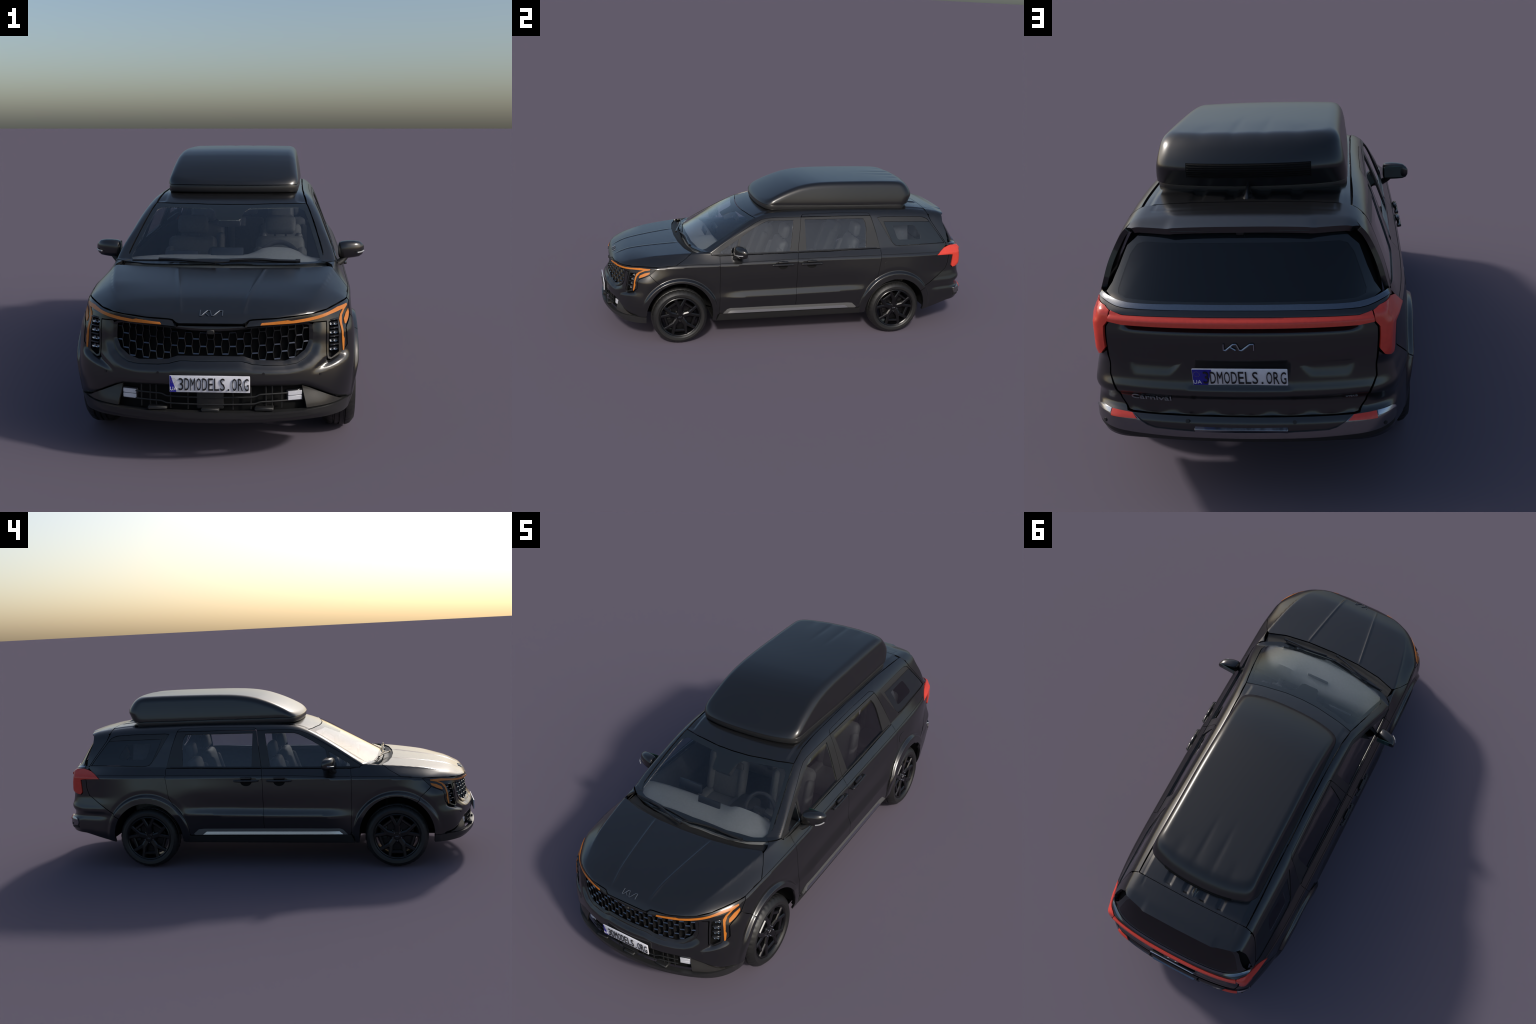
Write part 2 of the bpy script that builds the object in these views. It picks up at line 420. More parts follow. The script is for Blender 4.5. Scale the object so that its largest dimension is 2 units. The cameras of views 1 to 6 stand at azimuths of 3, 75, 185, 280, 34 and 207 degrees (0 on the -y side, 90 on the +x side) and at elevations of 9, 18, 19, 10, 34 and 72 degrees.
def slab(P, T, N, thick):
    """close a surface patch to a thin solid: top, back and rim, with hard rims"""
    e = {}
    for t in T:
        for a, b in ((t[0], t[1]), (t[1], t[2]), (t[2], t[0])): e[(a, b)] = 1
    rim = [(a, b) for (a, b) in e if (b, a) not in e]
    n = len(P); B = P - N * thick
    V = [P, B]; F = [tuple(t) for t in T] + [(t[0] + n, t[2] + n, t[1] + n) for t in T]
    NN = [N, -N]
    rv = sorted({a for ed_ in rim for a in ed_}); ix = {a: i for i, a in enumerate(rv)}
    side = np.zeros((len(rv), 3))
    for a, b in rim:
        s = np.cross(P[b] - P[a], N[a]); s /= np.linalg.norm(s) + 1e-12
        side[ix[a]] += s; side[ix[b]] += s
    side /= np.linalg.norm(side, axis=1, keepdims=True) + 1e-12
    V += [P[rv], B[rv]]; NN += [side, side]; o = 2 * n; m = len(rv)
    F += [(o + ix[a], o + m + ix[a], o + m + ix[b], o + ix[b]) for a, b in rim]
    return np.vstack(V), F, np.vstack(NN)

def panel(name, chart, loop, mat, holes=(), step=.010, round_=0, hole_round=0, gap=.0009, hole_gap=None, creases=(), off=0., thick=.006,
          parent=None, mirror=False, relief=None):
    """a real panel: region of the body surface, stood proud by off (+ relief(P)), with thickness"""
    q, T = patch(chart, loop, holes, step, round_, hole_round, gap, creases, hole_gap)
    P = CH[chart][0](q); N = grad(P)
    fn = np.cross(P[T[:, 1]] - P[T[:, 0]], P[T[:, 2]] - P[T[:, 0]])
    if (fn * N[T[:, 0]]).sum() < 0: T = T[:, ::-1]
    if relief is not None:
        P = P + N * (off + relief(P))[:, None]; N2 = vnormals(P, T); N = N2
    elif off: P = P + N * off
    V, F, NN = slab(P, T, N, thick)
    obs = []
    for s in ((1, -1) if mirror else (1,)):
        par = parent[(1 - s) // 2] if isinstance(parent, (list, tuple)) else parent
        o = add(name, V * [s, 1, 1], F if s > 0 else [q_[::-1] for q_ in F], mat, par, normals=NN * [s, 1, 1])
        obs.append(o)
    return obs if mirror else obs[0]

# ================================================================ small solids
def merge(*parts):
    V = []; F = []; b = 0
    for v, fc in parts:
        v = np.asarray(v, float); V.append(v); F += [tuple(i + b for i in q) for q in fc]; b += len(v)
    return np.vstack(V), F
def rbox(size, loc=(0, 0, 0), r=.004, seg=2, rot=None, taper=None):
    bm = bmesh.new(); bmesh.ops.create_cube(bm, size=1)
    for v in bm.verts:
        v.co = Vector((v.co.x * size[0], v.co.y * size[1], v.co.z * size[2]))
        if taper: v.co = Vector(taper(*v.co))
    r = min(r, .49 * min(size))
    if r > 0: bmesh.ops.bevel(bm, geom=bm.edges[:], offset=r, segments=seg, affect='EDGES', profile=.5)
    M = (Euler(rot).to_matrix() if rot else Matrix.Identity(3))
    V = [tuple(M @ v.co + Vector(loc)) for v in bm.verts]; bm.verts.index_update()
    F = [tuple(v.index for v in q.verts) for q in bm.faces]; bm.free()
    return np.array(V), F
def tube(path, r, seg=8, cap=True, flat=1., closed=False):
    P = np.asarray(path, float); n = len(P); rr = np.broadcast_to(np.asarray(r, float), (n,))
    if closed: T = np.roll(P, -1, 0) - np.roll(P, 1, 0)
    else: T = np.gradient(P, axis=0)
    T /= np.linalg.norm(T, axis=1, keepdims=True) + 1e-12
    up = np.array([0, 0, 1.]); V = []
    for i in range(n):
        a = np.cross(T[i], up)
        if np.linalg.norm(a) < .05: a = np.cross(T[i], [0, 1., 0])
        a /= np.linalg.norm(a); b = np.cross(a, T[i])
        for k in range(seg):
            t = 2 * math.pi * k / seg; V.append(P[i] + rr[i] * (math.cos(t) * a + flat * math.sin(t) * b))
    F = []
    for i in range(n if closed else n - 1):
        j = (i + 1) % n
        for k in range(seg): F.append((i * seg + k, i * seg + (k + 1) % seg, j * seg + (k + 1) % seg, j * seg + k))
    if cap and not closed: F += [tuple(range(seg))[::-1], tuple((n - 1) * seg + k for k in range(seg))]
    return np.array(V), F
def lathe_x(prof, n=96, mod=None):
    """profile (x, r) turned about the x axis"""
    V = []; m = len(prof)
    for i in range(n):
        a = 2 * math.pi * i / n
        for j, (x, r) in enumerate(prof):
            rr = r if mod is None else mod(j, i, r)
            V.append((x, rr * math.cos(a), rr * math.sin(a)))
    F = [(i * m + j, i * m + j + 1, ((i + 1) % n) * m + j + 1, ((i + 1) % n) * m + j) for i in range(n) for j in range(m - 1)]
    return np.array(V), F
def loft(sections, closed=True, caps=True):
    m = len(sections[0]); V = np.vstack(sections); F = []
    for i in range(len(sections) - 1):
        for j in range(m if closed else m - 1):
            k = (j + 1) % m; F.append((i * m + j, i * m + k, (i + 1) * m + k, (i + 1) * m + j))
    if caps: F += [tuple(range(m))[::-1], tuple((len(sections) - 1) * m + j for j in range(m))]
    return V, F
def move(vf, loc=(0, 0, 0), M=None):
    V, F = vf; V = np.asarray(V, float)
    if M is not None: V = V @ np.array(M).T
    return V + np.array(loc), F
def text_mesh(body, size, depth, sx=1.):
    cu = bpy.data.curves.new('t', 'FONT'); cu.body = body; cu.size = size; cu.extrude = depth; cu.align_x = 'CENTER'; cu.align_y = 'CENTER'; cu.resolution_u = 3
    o = bpy.data.objects.new('t', cu); bpy.context.collection.objects.link(o)
    dg = bpy.context.evaluated_depsgraph_get(); me = o.evaluated_get(dg).to_mesh()
    V = np.array([tuple(v.co) for v in me.vertices]); F = [tuple(p.vertices) for p in me.polygons]
    o.evaluated_get(dg).to_mesh_clear(); bpy.data.objects.remove(o); bpy.data.curves.remove(cu)
    V[:, 0] *= sx
    return V, F
crease_lines()
RINGS = tuple(k for k in CREASES if str(k)[0] == 'w')
p = lambda *a: ('p', *a)
ROWF = (FRONT_AXLE, .150, .170, .181)     # front wheel opening: centre y,z and half axes
ROWR = (REAR_AXLE, .150, .169, .167)
def f_arc(a0, a1, n=30): return arc(ROWF[0], ROWF[1], ROWF[2], a0, a1, n, ROWF[3])
def r_arc(a0, a1, n=30): return arc(ROWR[0], ROWR[1], ROWR[2], a0, a1, n, ROWR[3])
A_LINE = [('s', .013, .638), ('s', -.10, .637), ('s', -.165, .634), ('s', -.198, .628), ('s', -.235, .613), ('s', -.311, .571), ('s', -.395, .521), ('s', -.474, .471)]
B_SEAM = [('s', .013, .638), ('s', .0, .55), ('s', -.013, .466), ('s', -.019, .43), ('s', -.020, .2), ('s', -.021, .157)]
F_SEAM = [('s', -.428, .458), ('s', -.430, .42), ('s', -.4285, .30), ('s', -.426, .172), ('s', -.420, .157)]
R_SEAM = [('s', .399, .640), ('s', .423, .566), ('s', .447, .467), ('s', .446, .43), ('s', .431, .338), ('s', .411, .307)] + arc(REAR_AXLE, .150, .207, 130, 176, 12)
BONNET_SIDE = [('s', -.746, .4095), ('s', -.714, .413), ('s', -.655, .418), ('s', -.604, .4455), ('p', .3325, -.575, .4655)]
SCREEN_EDGE = [('t', .318, -.518), ('t', .308, -.467), ('t', .292, -.384), ('t', .273, -.295), ('t', .258, -.229)]

# ---------------------------------------------------------------- body side: pillars, roof rail and rear quarter in one pressing
quarter_hole = [('s', .437, .632), ('s', .455, .6345), ('s', .62, .634), ('s', .70, .630), ('s', .728, .620), ('s', .745, .600), ('s', .825, .494), ('s', .56, .4855), ('s', .528, .491), ('s', .505, .520)]
loop = (SCREEN_EDGE + [('t', .250, -.15), ('t', .247, -.05), ('t', .246, .2), ('t', .248, .5), ('t', .250, .731), ('s', .738, .632), ('s', .749, .609), ('s', .79, .552), ('s', .832, .493), ('s', .838, .485),
        ('s', .824, .471), ('s', .778, .434), ('s', .852, .432), ('s', .851, .385), ('s', .840, .352), ('s', .791, .318), ('s', .721, .271), ('s', .688, .246)]
        + r_arc(34, 188, 50) + [('s', .362, .122), ('s', .350, .122)] + R_SEAM[::-1][:-1]
        + [('s', .399, .640), ('s', .393, .650), ('s', .375, .656), ('s', .20, .655), ('s', .03, .650), ('s', .018, .646)] + A_LINE)
def gas_flap(P):        # the fuel flap: a rounded square groove pressed into the quarter panel
    y, z = P[:, 1] - .498, P[:, 2] - .392
    d = (np.abs(y / .038) ** 5 + np.abs(z / .024) ** 5) ** .2
    return -.0018 * bump((d - 1) * .03, .0016)
SIDE = panel('body_side', 'side', pts3(loop), PAINT, holes=[pts3(quarter_hole)], step=.0060, creases=(6, 8) + RINGS, mirror=True, thick=.008)
flap = [('s', .463, .415), ('s', .533, .414), ('s', .535, .371), ('s', .465, .369)]
panel('fuel_flap', 'side', pts3(flap), PAINT, step=.008, round_=2, off=.0012, thick=.004, parent=SIDE, mirror=True)
# quarter window: gloss frame, printed border, clear pane
qg = [('s', .472, .6105), ('s', .742, .6065), ('s', .824, .496), ('s', .552, .489), ('s', .534, .492), ('s', .518, .506)]
qc = [('s', .523, .590), ('s', .640, .591), ('s', .652, .585), ('s', .684, .533), ('s', .683, .522), ('s', .672, .519), ('s', .562, .518), ('s', .548, .524)]
QC = round3(pts3(qc), .006)
panel('window_frame', 'side', pts3(quarter_hole), SATIN, holes=[pts3(qg)], step=.008, off=-.002, thick=.006, parent=SIDE, mirror=True)
panel('window_border', 'side', pts3(qg), FRIT, holes=[QC], step=.009, off=-.003, thick=.003, parent=SIDE, mirror=True, hole_gap=0)
panel('window_glass', 'side', QC, GLASST, step=.012, off=-.003, thick=.003, parent=SIDE, mirror=True, gap=0)

# ---------------------------------------------------------------- front wing
loop = (BONNET_SIDE + [('t', .318, -.519), ('s', -.474, .469), ('s', -.470, .462)] + F_SEAM[:-1]
        + [('s', -.425, .157), ('s', -.436, .150), ('s', -.442, .113), ('s', -.459, .113)] + f_arc(-8, 123, 46)
        + [('s', -.749, .336), ('s', -.786, .371), ('s', -.754, .401)])
panel('front_wing', 'side', pts3(loop), PAINT, step=.0055, creases=(6, 8) + RINGS, mirror=True, thick=.008)

# ---------------------------------------------------------------- doors
belt_f = [('s', -.428, .458), ('s', -.30, .460), ('s', -.15, .463), ('s', -.0135, .465)]
FD = panel('front_door', 'side', pts3(belt_f[:-1] + B_SEAM[2:] + [('s', -.40, .152)] + F_SEAM[::-1][:-1]), PAINT, step=.0075, creases=(3, 6) + RINGS, mirror=True, thick=.010)
fg = [('s', -.053, .4745), ('s', -.028, .624), ('s', -.166, .6225), ('s', -.19, .615), ('s', -.25, .584), ('s', -.312, .546), ('s', -.330, .470)]
sg = [('s', -.342, .4695), ('s', -.328, .536), ('s', -.424, .478), ('s', -.424, .467)]
panel('window_frame', 'side', pts3(A_LINE + [('s', -.470, .464)] + [('s', -.428, .460), ('s', -.30, .462), ('s', -.15, .465), ('s', -.0135, .467)] + [('s', .0, .55)]), SATIN,
      holes=[pts3(fg), pts3(sg)], step=.008, off=-.0005, thick=.008, parent=FD, mirror=True)
panel('window_glass', 'side', pts3(fg), GLASSS, step=.012, off=-.004, thick=.003, parent=FD, mirror=True, gap=0)
panel('window_glass', 'side', pts3(sg), GLASSS, step=.012, off=-.004, thick=.003, parent=FD, mirror=True, gap=0)
belt_r = [('s', -.0125, .466), ('s', .15, .468), ('s', .30, .473), ('s', .4465, .4765)]
RD = panel('sliding_door', 'side', pts3(belt_r + R_SEAM[3:] + [('s', .333, .159)] + B_SEAM[::-1][:-3]), PAINT, step=.0075, creases=(3, 6) + RINGS, mirror=True, thick=.010)
rg = [('s', .034, .4765), ('s', .032, .626), ('s', .356, .628), ('s', .366, .61), ('s', .371, .58), ('s', .366, .482)]
frame_r = [('s', -.013, .468), ('s', .0, .55), ('s', .013, .637), ('s', .20, .640), ('s', .398, .641), ('s', .423, .566), ('s', .446, .478), ('s', .30, .475), ('s', .15, .470)]
panel('window_frame', 'side', pts3(frame_r), SATIN, holes=[pts3(rg)], step=.008, off=-.0005, thick=.008, parent=RD, mirror=True)
panel('window_glass', 'side', pts3(rg), GLASSS, step=.012, off=-.004, thick=.003, parent=RD, mirror=True, gap=0)
panel('door_rail', 'side', pts3([('s', .016, .639), ('s', .019, .646), ('s', .03, .650), ('s', .20, .655), ('s', .375, .656), ('s', .392, .650), ('s', .397, .642), ('s', .20, .641)]), PAINT, step=.006, mirror=True, parent=RD)
# belt mouldings, and a thin dark ribbon along the line above the shoulder
def strip(name, path, w, mat, off=.001, parent=None, mirror=True, chart='side', thick=.003, step=.006):
    q = CH[chart][1](pts3(path)); q = densify(q, .01, False)
    e = np.gradient(q, axis=0); n = np.stack([-e[:, 1], e[:, 0]], 1); n /= np.linalg.norm(n, axis=1, keepdims=True)
    L = np.vstack([q + n * w / 2, (q - n * w / 2)[::-1]])
    return panel(name, chart, CH[chart][0](L), mat, step=step, gap=0, off=off, thick=thick, parent=parent, mirror=mirror)
strip('belt_moulding', [('s', -.466, .464), ('s', -.428, .4655), ('s', -.30, .4655), ('s', -.15, .4685), ('s', -.016, .471)], .007, GLOSSB, .0022, FD, thick=.006)
strip('belt_moulding', [('s', -.009, .4715), ('s', .15, .475), ('s', .30, .479), ('s', .425, .4805)], .007, GLOSSB, .0022, RD, thick=.006)
for par, ys in ((FD, (-.425, -.0215)), (RD, (-.0165, .443)), (SIDE, (.452, .790)), (None, (-.70, -.433))):
    yy = np.linspace(*ys, 20); zz = _rc[7](yy)[:, 1]
    strip('shoulder_dark_line', [('s', a, b) for a, b in zip(yy, zz)], .0016, DARK, .0004, par, thick=.001)

# ---------------------------------------------------------------- sill
SILL = panel('sill', 'side', pts3([('s', -.424, .1545), ('s', .333, .157), ('s', .344, .162), ('s', .350, .120), ('s', -.442, .112)]), PLAST, step=.008, mirror=True, thick=.02)
trim = [('s', -.409, .158), ('s', -.388, .180), ('s', -.372, .186), ('s', -.20, .188), ('s', .27, .1905), ('s', .294, .188), ('s', .318, .168), ('s', .312, .1625), ('s', -.20, .160)]
TR = panel('sill_trim', 'side', pts3(trim), GREYT, step=.006, relief=lambda P: .0062 - .006 * np.clip((P[:, 2] - .165) / .025, 0, 1), thick=.010, mirror=True, parent=SILL, gap=0)
panel('chrome_strip', 'side', pts3([('s', -.387, .161), ('s', -.370, .1735), ('s', .255, .1775), ('s', .274, .1645)]), CHROME, step=.006, relief=lambda P: .0088 - .0045 * (P[:, 2] - .163) / .014, thick=.006, mirror=True, parent=SILL, gap=0)

# ---------------------------------------------------------------- bonnet
bon = [('f', 0, .379), ('f', .084, .379), ('f', .092, .382), ('f', .101, .388), ('f', .111, .3895), ('f', .174, .392), ('f', .235, .395), ('f', .269, .397), ('f', .306, .401), ('f', .330, .406),
       ('s', -.800, .4085), ('s', -.77, .4095)] + BONNET_SIDE + [('t', .322, -.569), ('t', .241, -.596), ('t', .128, -.612), ('t', 0, -.617)]
BON = panel('bonnet', 'nose', sym(bon), PAINT, step=.0065, thick=.010, creases=[k for k in CREASES if str(k)[0] == 'b'])

# ---------------------------------------------------------------- windscreen, cowl, wipers
ws = [('t', 0, -.270), ('t', .076, -.2665), ('t', .193, -.247), ('t', .257, -.230), ('t', .272, -.295), ('t', .291, -.384), ('t', .307, -.467), ('t', .316, -.519), ('t', .247, -.553), ('t', .186, -.566), ('t', 0, -.579)]
wi = [('t', 0, -.362), ('t', .032, -.362), ('t', .040, -.355), ('t', .050, -.312), ('t', .064, -.294), ('t', .15, -.280), ('t', .232, -.262), ('t', .249, -.275), ('t', .262, -.325), ('t', .298, -.490), ('t', .290, -.508), ('t', .26, -.524), ('t', .15, -.546), ('t', 0, -.552)]
WS = panel('windscreen_border', 'top', sym(ws), FRIT, holes=[sym(wi)], step=.010, off=-.001, thick=.004, gap=.0014, hole_gap=0)
panel('windscreen', 'top', sym(wi), GLASS, step=.014, off=-.001, thick=.004, gap=0, parent=WS)
cowl = [('t', 0, -.616), ('t', .128, -.611), ('t', .241, -.595), ('t', .322, -.568), ('t', .318, -.521), ('t', .247, -.555), ('t', .186, -.568), ('t', 0, -.580)]
def cowl_sink(P):
    x, y = np.abs(P[:, 0]), P[:, 1]
    return -.006 - .010 * sstep(0, .02, y - (-.617 + .44 * x * x))
CW = panel('cowl', 'top', sym(cowl), PLAST, step=.006, relief=cowl_sink, thick=.01, gap=0)
def on_screen(pts, lift):
    P = pts3([('t', x, y) for x, y in pts]); return P + grad(P) * lift
for (arm, blade) in ((((.235, -.565), (.16, -.567), (.10, -.560), (.02, -.572)), ((-.030, -.578), (.06, -.566), (.15, -.561), (.225, -.558))),
                     (((-.020, -.600), (-.08, -.585), (-.15, -.556), (-.20, -.553)), ((-.285, -.537), (-.20, -.545), (-.10, -.558), (-.01, -.572)))):
    a = chaikin(on_screen(arm, .012), 2, False); b = chaikin(on_screen(blade, .006), 2, False)
    W = add('wiper', *merge(tube(a, .0042, 8), tube(a[:3] * 1.0, .006, 8)), GLOSSB, angle=40)
    add('wiper_blade', *tube(b, .0032, 8, flat=1.0), GLOSSB, W, angle=40)

# ---------------------------------------------------------------- roof
rf = [('t', 0, -.2685), ('t', .076, -.265), ('t', .193, -.2455), ('t', .2565, -.2285), ('t', .2485, -.15), ('t', .2455, -.05), ('t', .2445, .2), ('t', .2465, .5), ('t', .2485, .731), ('t', .12, .735), ('t', 0, .737)]
def roof_relief(P):
    x, y = P[:, 0], P[:, 1]; ax = np.abs(x)
    d = -.0035 * sstep(.222, .228, ax) * sstep(-.235, -.215, y)      # ditch beside the rail
    for c in (.119, .037):                                             # pressed channels that end before the tailgate
        d = d - .0045 * (1 - sstep(.0115, .0140, np.abs(ax - c))) * (1 - sstep(.718, .722, y)) * sstep(-.05, .0, y)
    return d
RF = panel('roof', 'top', sym(rf), PAINT, step=.0060, relief=roof_relief, thick=.008)
# fin aerial
sec = []
for t in np.linspace(0, 1, 14):
    yc = .672 + .050 * t; h = .034 * (1 - t) ** 1.15 + .001; w = .006 + .012 * t ** .8 if t < .8 else .0155 * (1.25 - t) / .45 + .002
    zb = float(_roof(np.array([yc]))[0]) - .003
    sec.append(np.array([(w * math.cos(a) * (1 if math.sin(a) < .3 else .55), yc - .010 * max(0, math.sin(a)) * (1 - t), zb + (h + .003) * max(0, math.sin(a))) for a in np.linspace(0, math.pi, 13)]))
add('aerial', *loft(sec, closed=True), PAINT, RF, angle=50)

# ================================================================ nose
hl = [('f', .097, .380), ('f', .101, .386), ('f', .111, .3882), ('f', .174, .3908), ('f', .235, .3938), ('f', .269, .3958), ('f', .306, .3998), ('f', .330, .4045), ('s', -.800, .407), ('s', -.77, .4085), ('s', -.7465, .4085),
      ('s', -.754, .402), ('s', -.786, .372), ('s', -.833, .352), ('s', -.843, .343), ('s', -.850, .300), ('f', .354, .288), ('f', .343, .280), ('f', .318, .270), ('f', .310, .273), ('f', .307, .285), ('f', .306, .334), ('f', .306, .372),
      ('f', .265, .374), ('f', .221, .375), ('f', .174, .375), ('f', .128, .374), ('f', .094, .372)]
mod = [('f', .3115, .369), ('f', .3365, .374), ('f', .3395, .345), ('f', .341, .286), ('f', .320, .2745), ('f', .3125, .278)]
HL = panel('headlight', 'front', pts3(hl), GLOSSB, holes=[pts3(mod)], step=.005, off=-.001, thick=.012, mirror=True, gap=.0006, hole_gap=0)
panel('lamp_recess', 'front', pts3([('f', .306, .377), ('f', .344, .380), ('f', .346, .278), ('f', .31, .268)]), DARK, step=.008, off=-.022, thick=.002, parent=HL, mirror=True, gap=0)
for i, z in enumerate((.3605, .3385, .3165, .2945)):
    c = pts3([('f', .326, z)])[0]
    for s, h in ((1, HL[0]), (-1, HL[1])):
        lens = []
        for dx, sc in ((-.006, .0058), (.004, .0064)):
            V, F = lathe_x([(0, .0001), (.0015, .5 * sc), (.003, .85 * sc), (.0035, sc), (.001, sc * 1.05), (-.006, sc * .9)], 16)
            V = np.stack([V[:, 1], -V[:, 0], V[:, 2] * .8], 1); lens.append((V + c + [dx, .013 + dx * .6, .0], F))
        V, F = merge(*lens); add('lamp', V * [s, 1, 1], F if s > 0 else [q[::-1] for q in F], LENS, h, angle=40)
        V, F = rbox((.030, .012, .0045), c + [-.001, .009, .0115], .0015, 1, rot=(0, 0, .62)); add('lamp_louvre', V * [s, 1, 1], F if s > 0 else [q[::-1] for q in F], GLOSSB, h, angle=40)
drl = [p(.129, -.957, .3755), p(.133, -.956, .3812), p(.17, -.946, .3835), p(.200, -.936, .3852), p(.209, -.933, .3828), p(.245, -.915, .3855), p(.274, -.897, .3885), p(.313, -.865, .3945), p(.338, -.833, .3995), p(.366, -.784, .4005),
       p(.3665, -.785, .396), p(.356, -.810, .3895), p(.347, -.833, .3765), p(.3455, -.846, .359), p(.347, -.853, .326), p(.351, -.852, .317), p(.350, -.858, .292), p(.348, -.860, .287), p(.345, -.862, .287), p(.344, -.859, .319), p(.341, -.854, .355),
       p(.339, -.849, .370), p(.342, -.837, .381), p(.350, -.816, .3915), p(.343, -.829, .391), p(.315, -.865, .3875), p(.281, -.892, .3815), p(.250, -.911, .378), p(.217, -.929, .376), p(.174, -.945, .376)]
panel('light_strip', 'front', np.array([q[1:] for q in drl]), ORANGE, step=.004, off=.0006, thick=.004, parent=HL, mirror=True, gap=0)
ind = [p(.354, -.838, .355), p(.353, -.832, .367), p(.360, -.810, .379), p(.368, -.784, .386), p(.370, -.788, .377), p(.366, -.810, .3645), p(.358, -.833, .3545)]
panel('turn_signal', 'front', np.array([q[1:] for q in ind]), ORANGE, step=.004, off=.0008, thick=.004, parent=HL, mirror=True, gap=0)

# bumper skin with the grille and intake notches
gr = [('f', 0, .284), ('f', .080, .284), ('f', .094, .281), ('f', .112, .2755), ('f', .143, .272), ('f', .199, .269), ('f', .229, .272), ('f', .250, .282), ('f', .266, .296), ('f', .272, .314), ('f', .2725, .368)]
bump_loop = (gr + [('f', .2735, .3725), ('f', .304, .3705), ('f', .3045, .334), ('f', .3055, .285), ('f', .309, .2715), ('f', .318, .2685), ('f', .343, .2785), ('f', .3555, .287), ('s', -.848, .300), ('s', -.8415, .344), ('s', -.832, .3505), ('s', -.7865, .3705),
             ('s', -.749, .336), ('s', -.725, .303)] + f_arc(124, 177, 20) + [('s', -.802, .151), ('s', -.85, .151), ('f', .362, .155), ('f', .344, .162), ('f', .265, .204), ('f', .244, .211), ('f', .107, .217), ('f', 0, .218)])
gq = np.array([(q[1], q[2]) for q in gr])
ledge = np.array([(0, .218), (.107, .217), (.244, .211), (.265, .204), (.344, .162), (.365, .154)])
def bumper_relief(P):
    q = np.stack([np.abs(P[:, 0]), P[:, 2]], 1)
    d = -.009 * (1 - sstep(0, .020, dist_to(q, gq, False)))                       # rolls in round the grille
    x, z = q[:, 0], q[:, 1]
    low_ = np.interp(x, [.255, .318, .365], [.2345, .250, .268]); hi_ = np.where(x < .31, .236 + (x - .262) * .73, 9.)
    m = sstep(0, .021, z - low_) * (1 - sstep(-.010, .014, z - hi_)) * (1 - sstep(.288, .305, z)) * sstep(.255, .285, x)
    d = d - .011 * m * (1 - sstep(-.872, -.848, P[:, 1]))                                                              # scoop under the headlight
    d = d - .007 * (1 - sstep(0, .010, dist_to(q, ledge, False)))                 # rolled edge over the intake
    return d
BUMP = panel('front_bumper', 'front', sym(bump_loop), PAINT, step=.005, relief=bumper_relief, thick=.014, creases=RINGS)
lip = [('f', 0, .152), ('f', .176, .149), ('f', .252, .147), ('f', .332, .150), ('f', .360, .153), ('s', -.85, .150), ('s', -.801, .150), ('s', -.800, .113), ('s', -.85, .114), ('f', .33, .116), ('f', .2, .117), ('f', 0, .118)]
def lip_relief(P):
    z = P[:, 2]; c = 1 - sstep(.26, .36, np.abs(P[:, 0]))
    return c * (.010 * sstep(.117, .134, z) - .002) - .004 * bump(z - .1345, .0016) * (1 - sstep(.24, .27, np.abs(P[:, 0]))) * sstep(.08, .1, np.abs(P[:, 0]))
panel('front_lip', 'front', sym(lip), SATIN, step=.004, relief=lip_relief, thick=.02, parent=BUMP)
wedge = [('f', .247, .208), ('f', .265, .2005), ('f', .343, .159), ('f', .354, .1545), ('f', .332, .1515), ('f', .254, .149)]
def wedge_relief(P): return -.013 * sstep(.150, .21, P[:, 2]) * (1 - sstep(.28, .36, np.abs(P[:, 0]))) - .003
panel('intake_wing', 'front', pts3(wedge), material('bumper_paint_sun_lightened', (.045, .043, .040), rough=.33, metal=.4, grain=(400, .1)), step=.005, relief=wedge_relief, thick=.006, parent=BUMP, mirror=True, gap=.0)  # body paint made lighter and warmer here for the sun it catches
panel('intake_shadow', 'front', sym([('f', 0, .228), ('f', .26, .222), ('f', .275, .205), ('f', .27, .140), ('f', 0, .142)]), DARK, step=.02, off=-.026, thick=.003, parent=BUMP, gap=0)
# intake bars
bars = []
for z, dz in ((.193, -.006), (.173, -.005)):
    xs = np.linspace(-.205, .205, 83)
    zz = z + dz * (1 - sstep(.115, .135, np.abs(xs)))
    P = pts3([('f', x, q) for x, q in zip(xs, zz)]); N = grad(P)
    bars.append(tube(P - N * .009, .0022, 6))
for x in (-.19, -.165, -.148, -.108, -.06, .06, .108, .148, .165, .19):
    P = pts3([('f', x, z) for z in (.153, .18, .214)]); bars.append(tube(P - grad(P) * .013, .002, 6))
add('intake_grille', *merge(*bars), PLAST, BUMP, angle=50, stuff=True)
for sx in (-1, 1):
    for z in (.1875, .1745):
        c = pts3([('f', .2205, z)])[0]
        V, F = rbox((.039, .010, .0118), (0, 0, 0), .001, 1, rot=(0, 0, .30)); V = V + c + [0, .0235, 0]
        add('fog_lamp', V * [sx, 1, 1], F if sx > 0 else [q[::-1] for q in F], FOG, BUMP, angle=40)
    c = pts3([('f', .2205, .181)])[0]
    V, F = rbox((.050, .012, .034), (0, 0, 0), .002, 1, rot=(0, 0, .30)); V = V + c + [.0, .0275, 0]
    add('fog_lamp_bezel', V * [sx, 1, 1], F if sx > 0 else [q[::-1] for q in F], GLOSSB, BUMP, angle=40)
V, F = rbox((.072, .012, .050), pts3([('f', 0, .185)])[0] + [0, .014, -.004], .004, 2); add('radar_cover', V, F, PLAST, BUMP, angle=40)
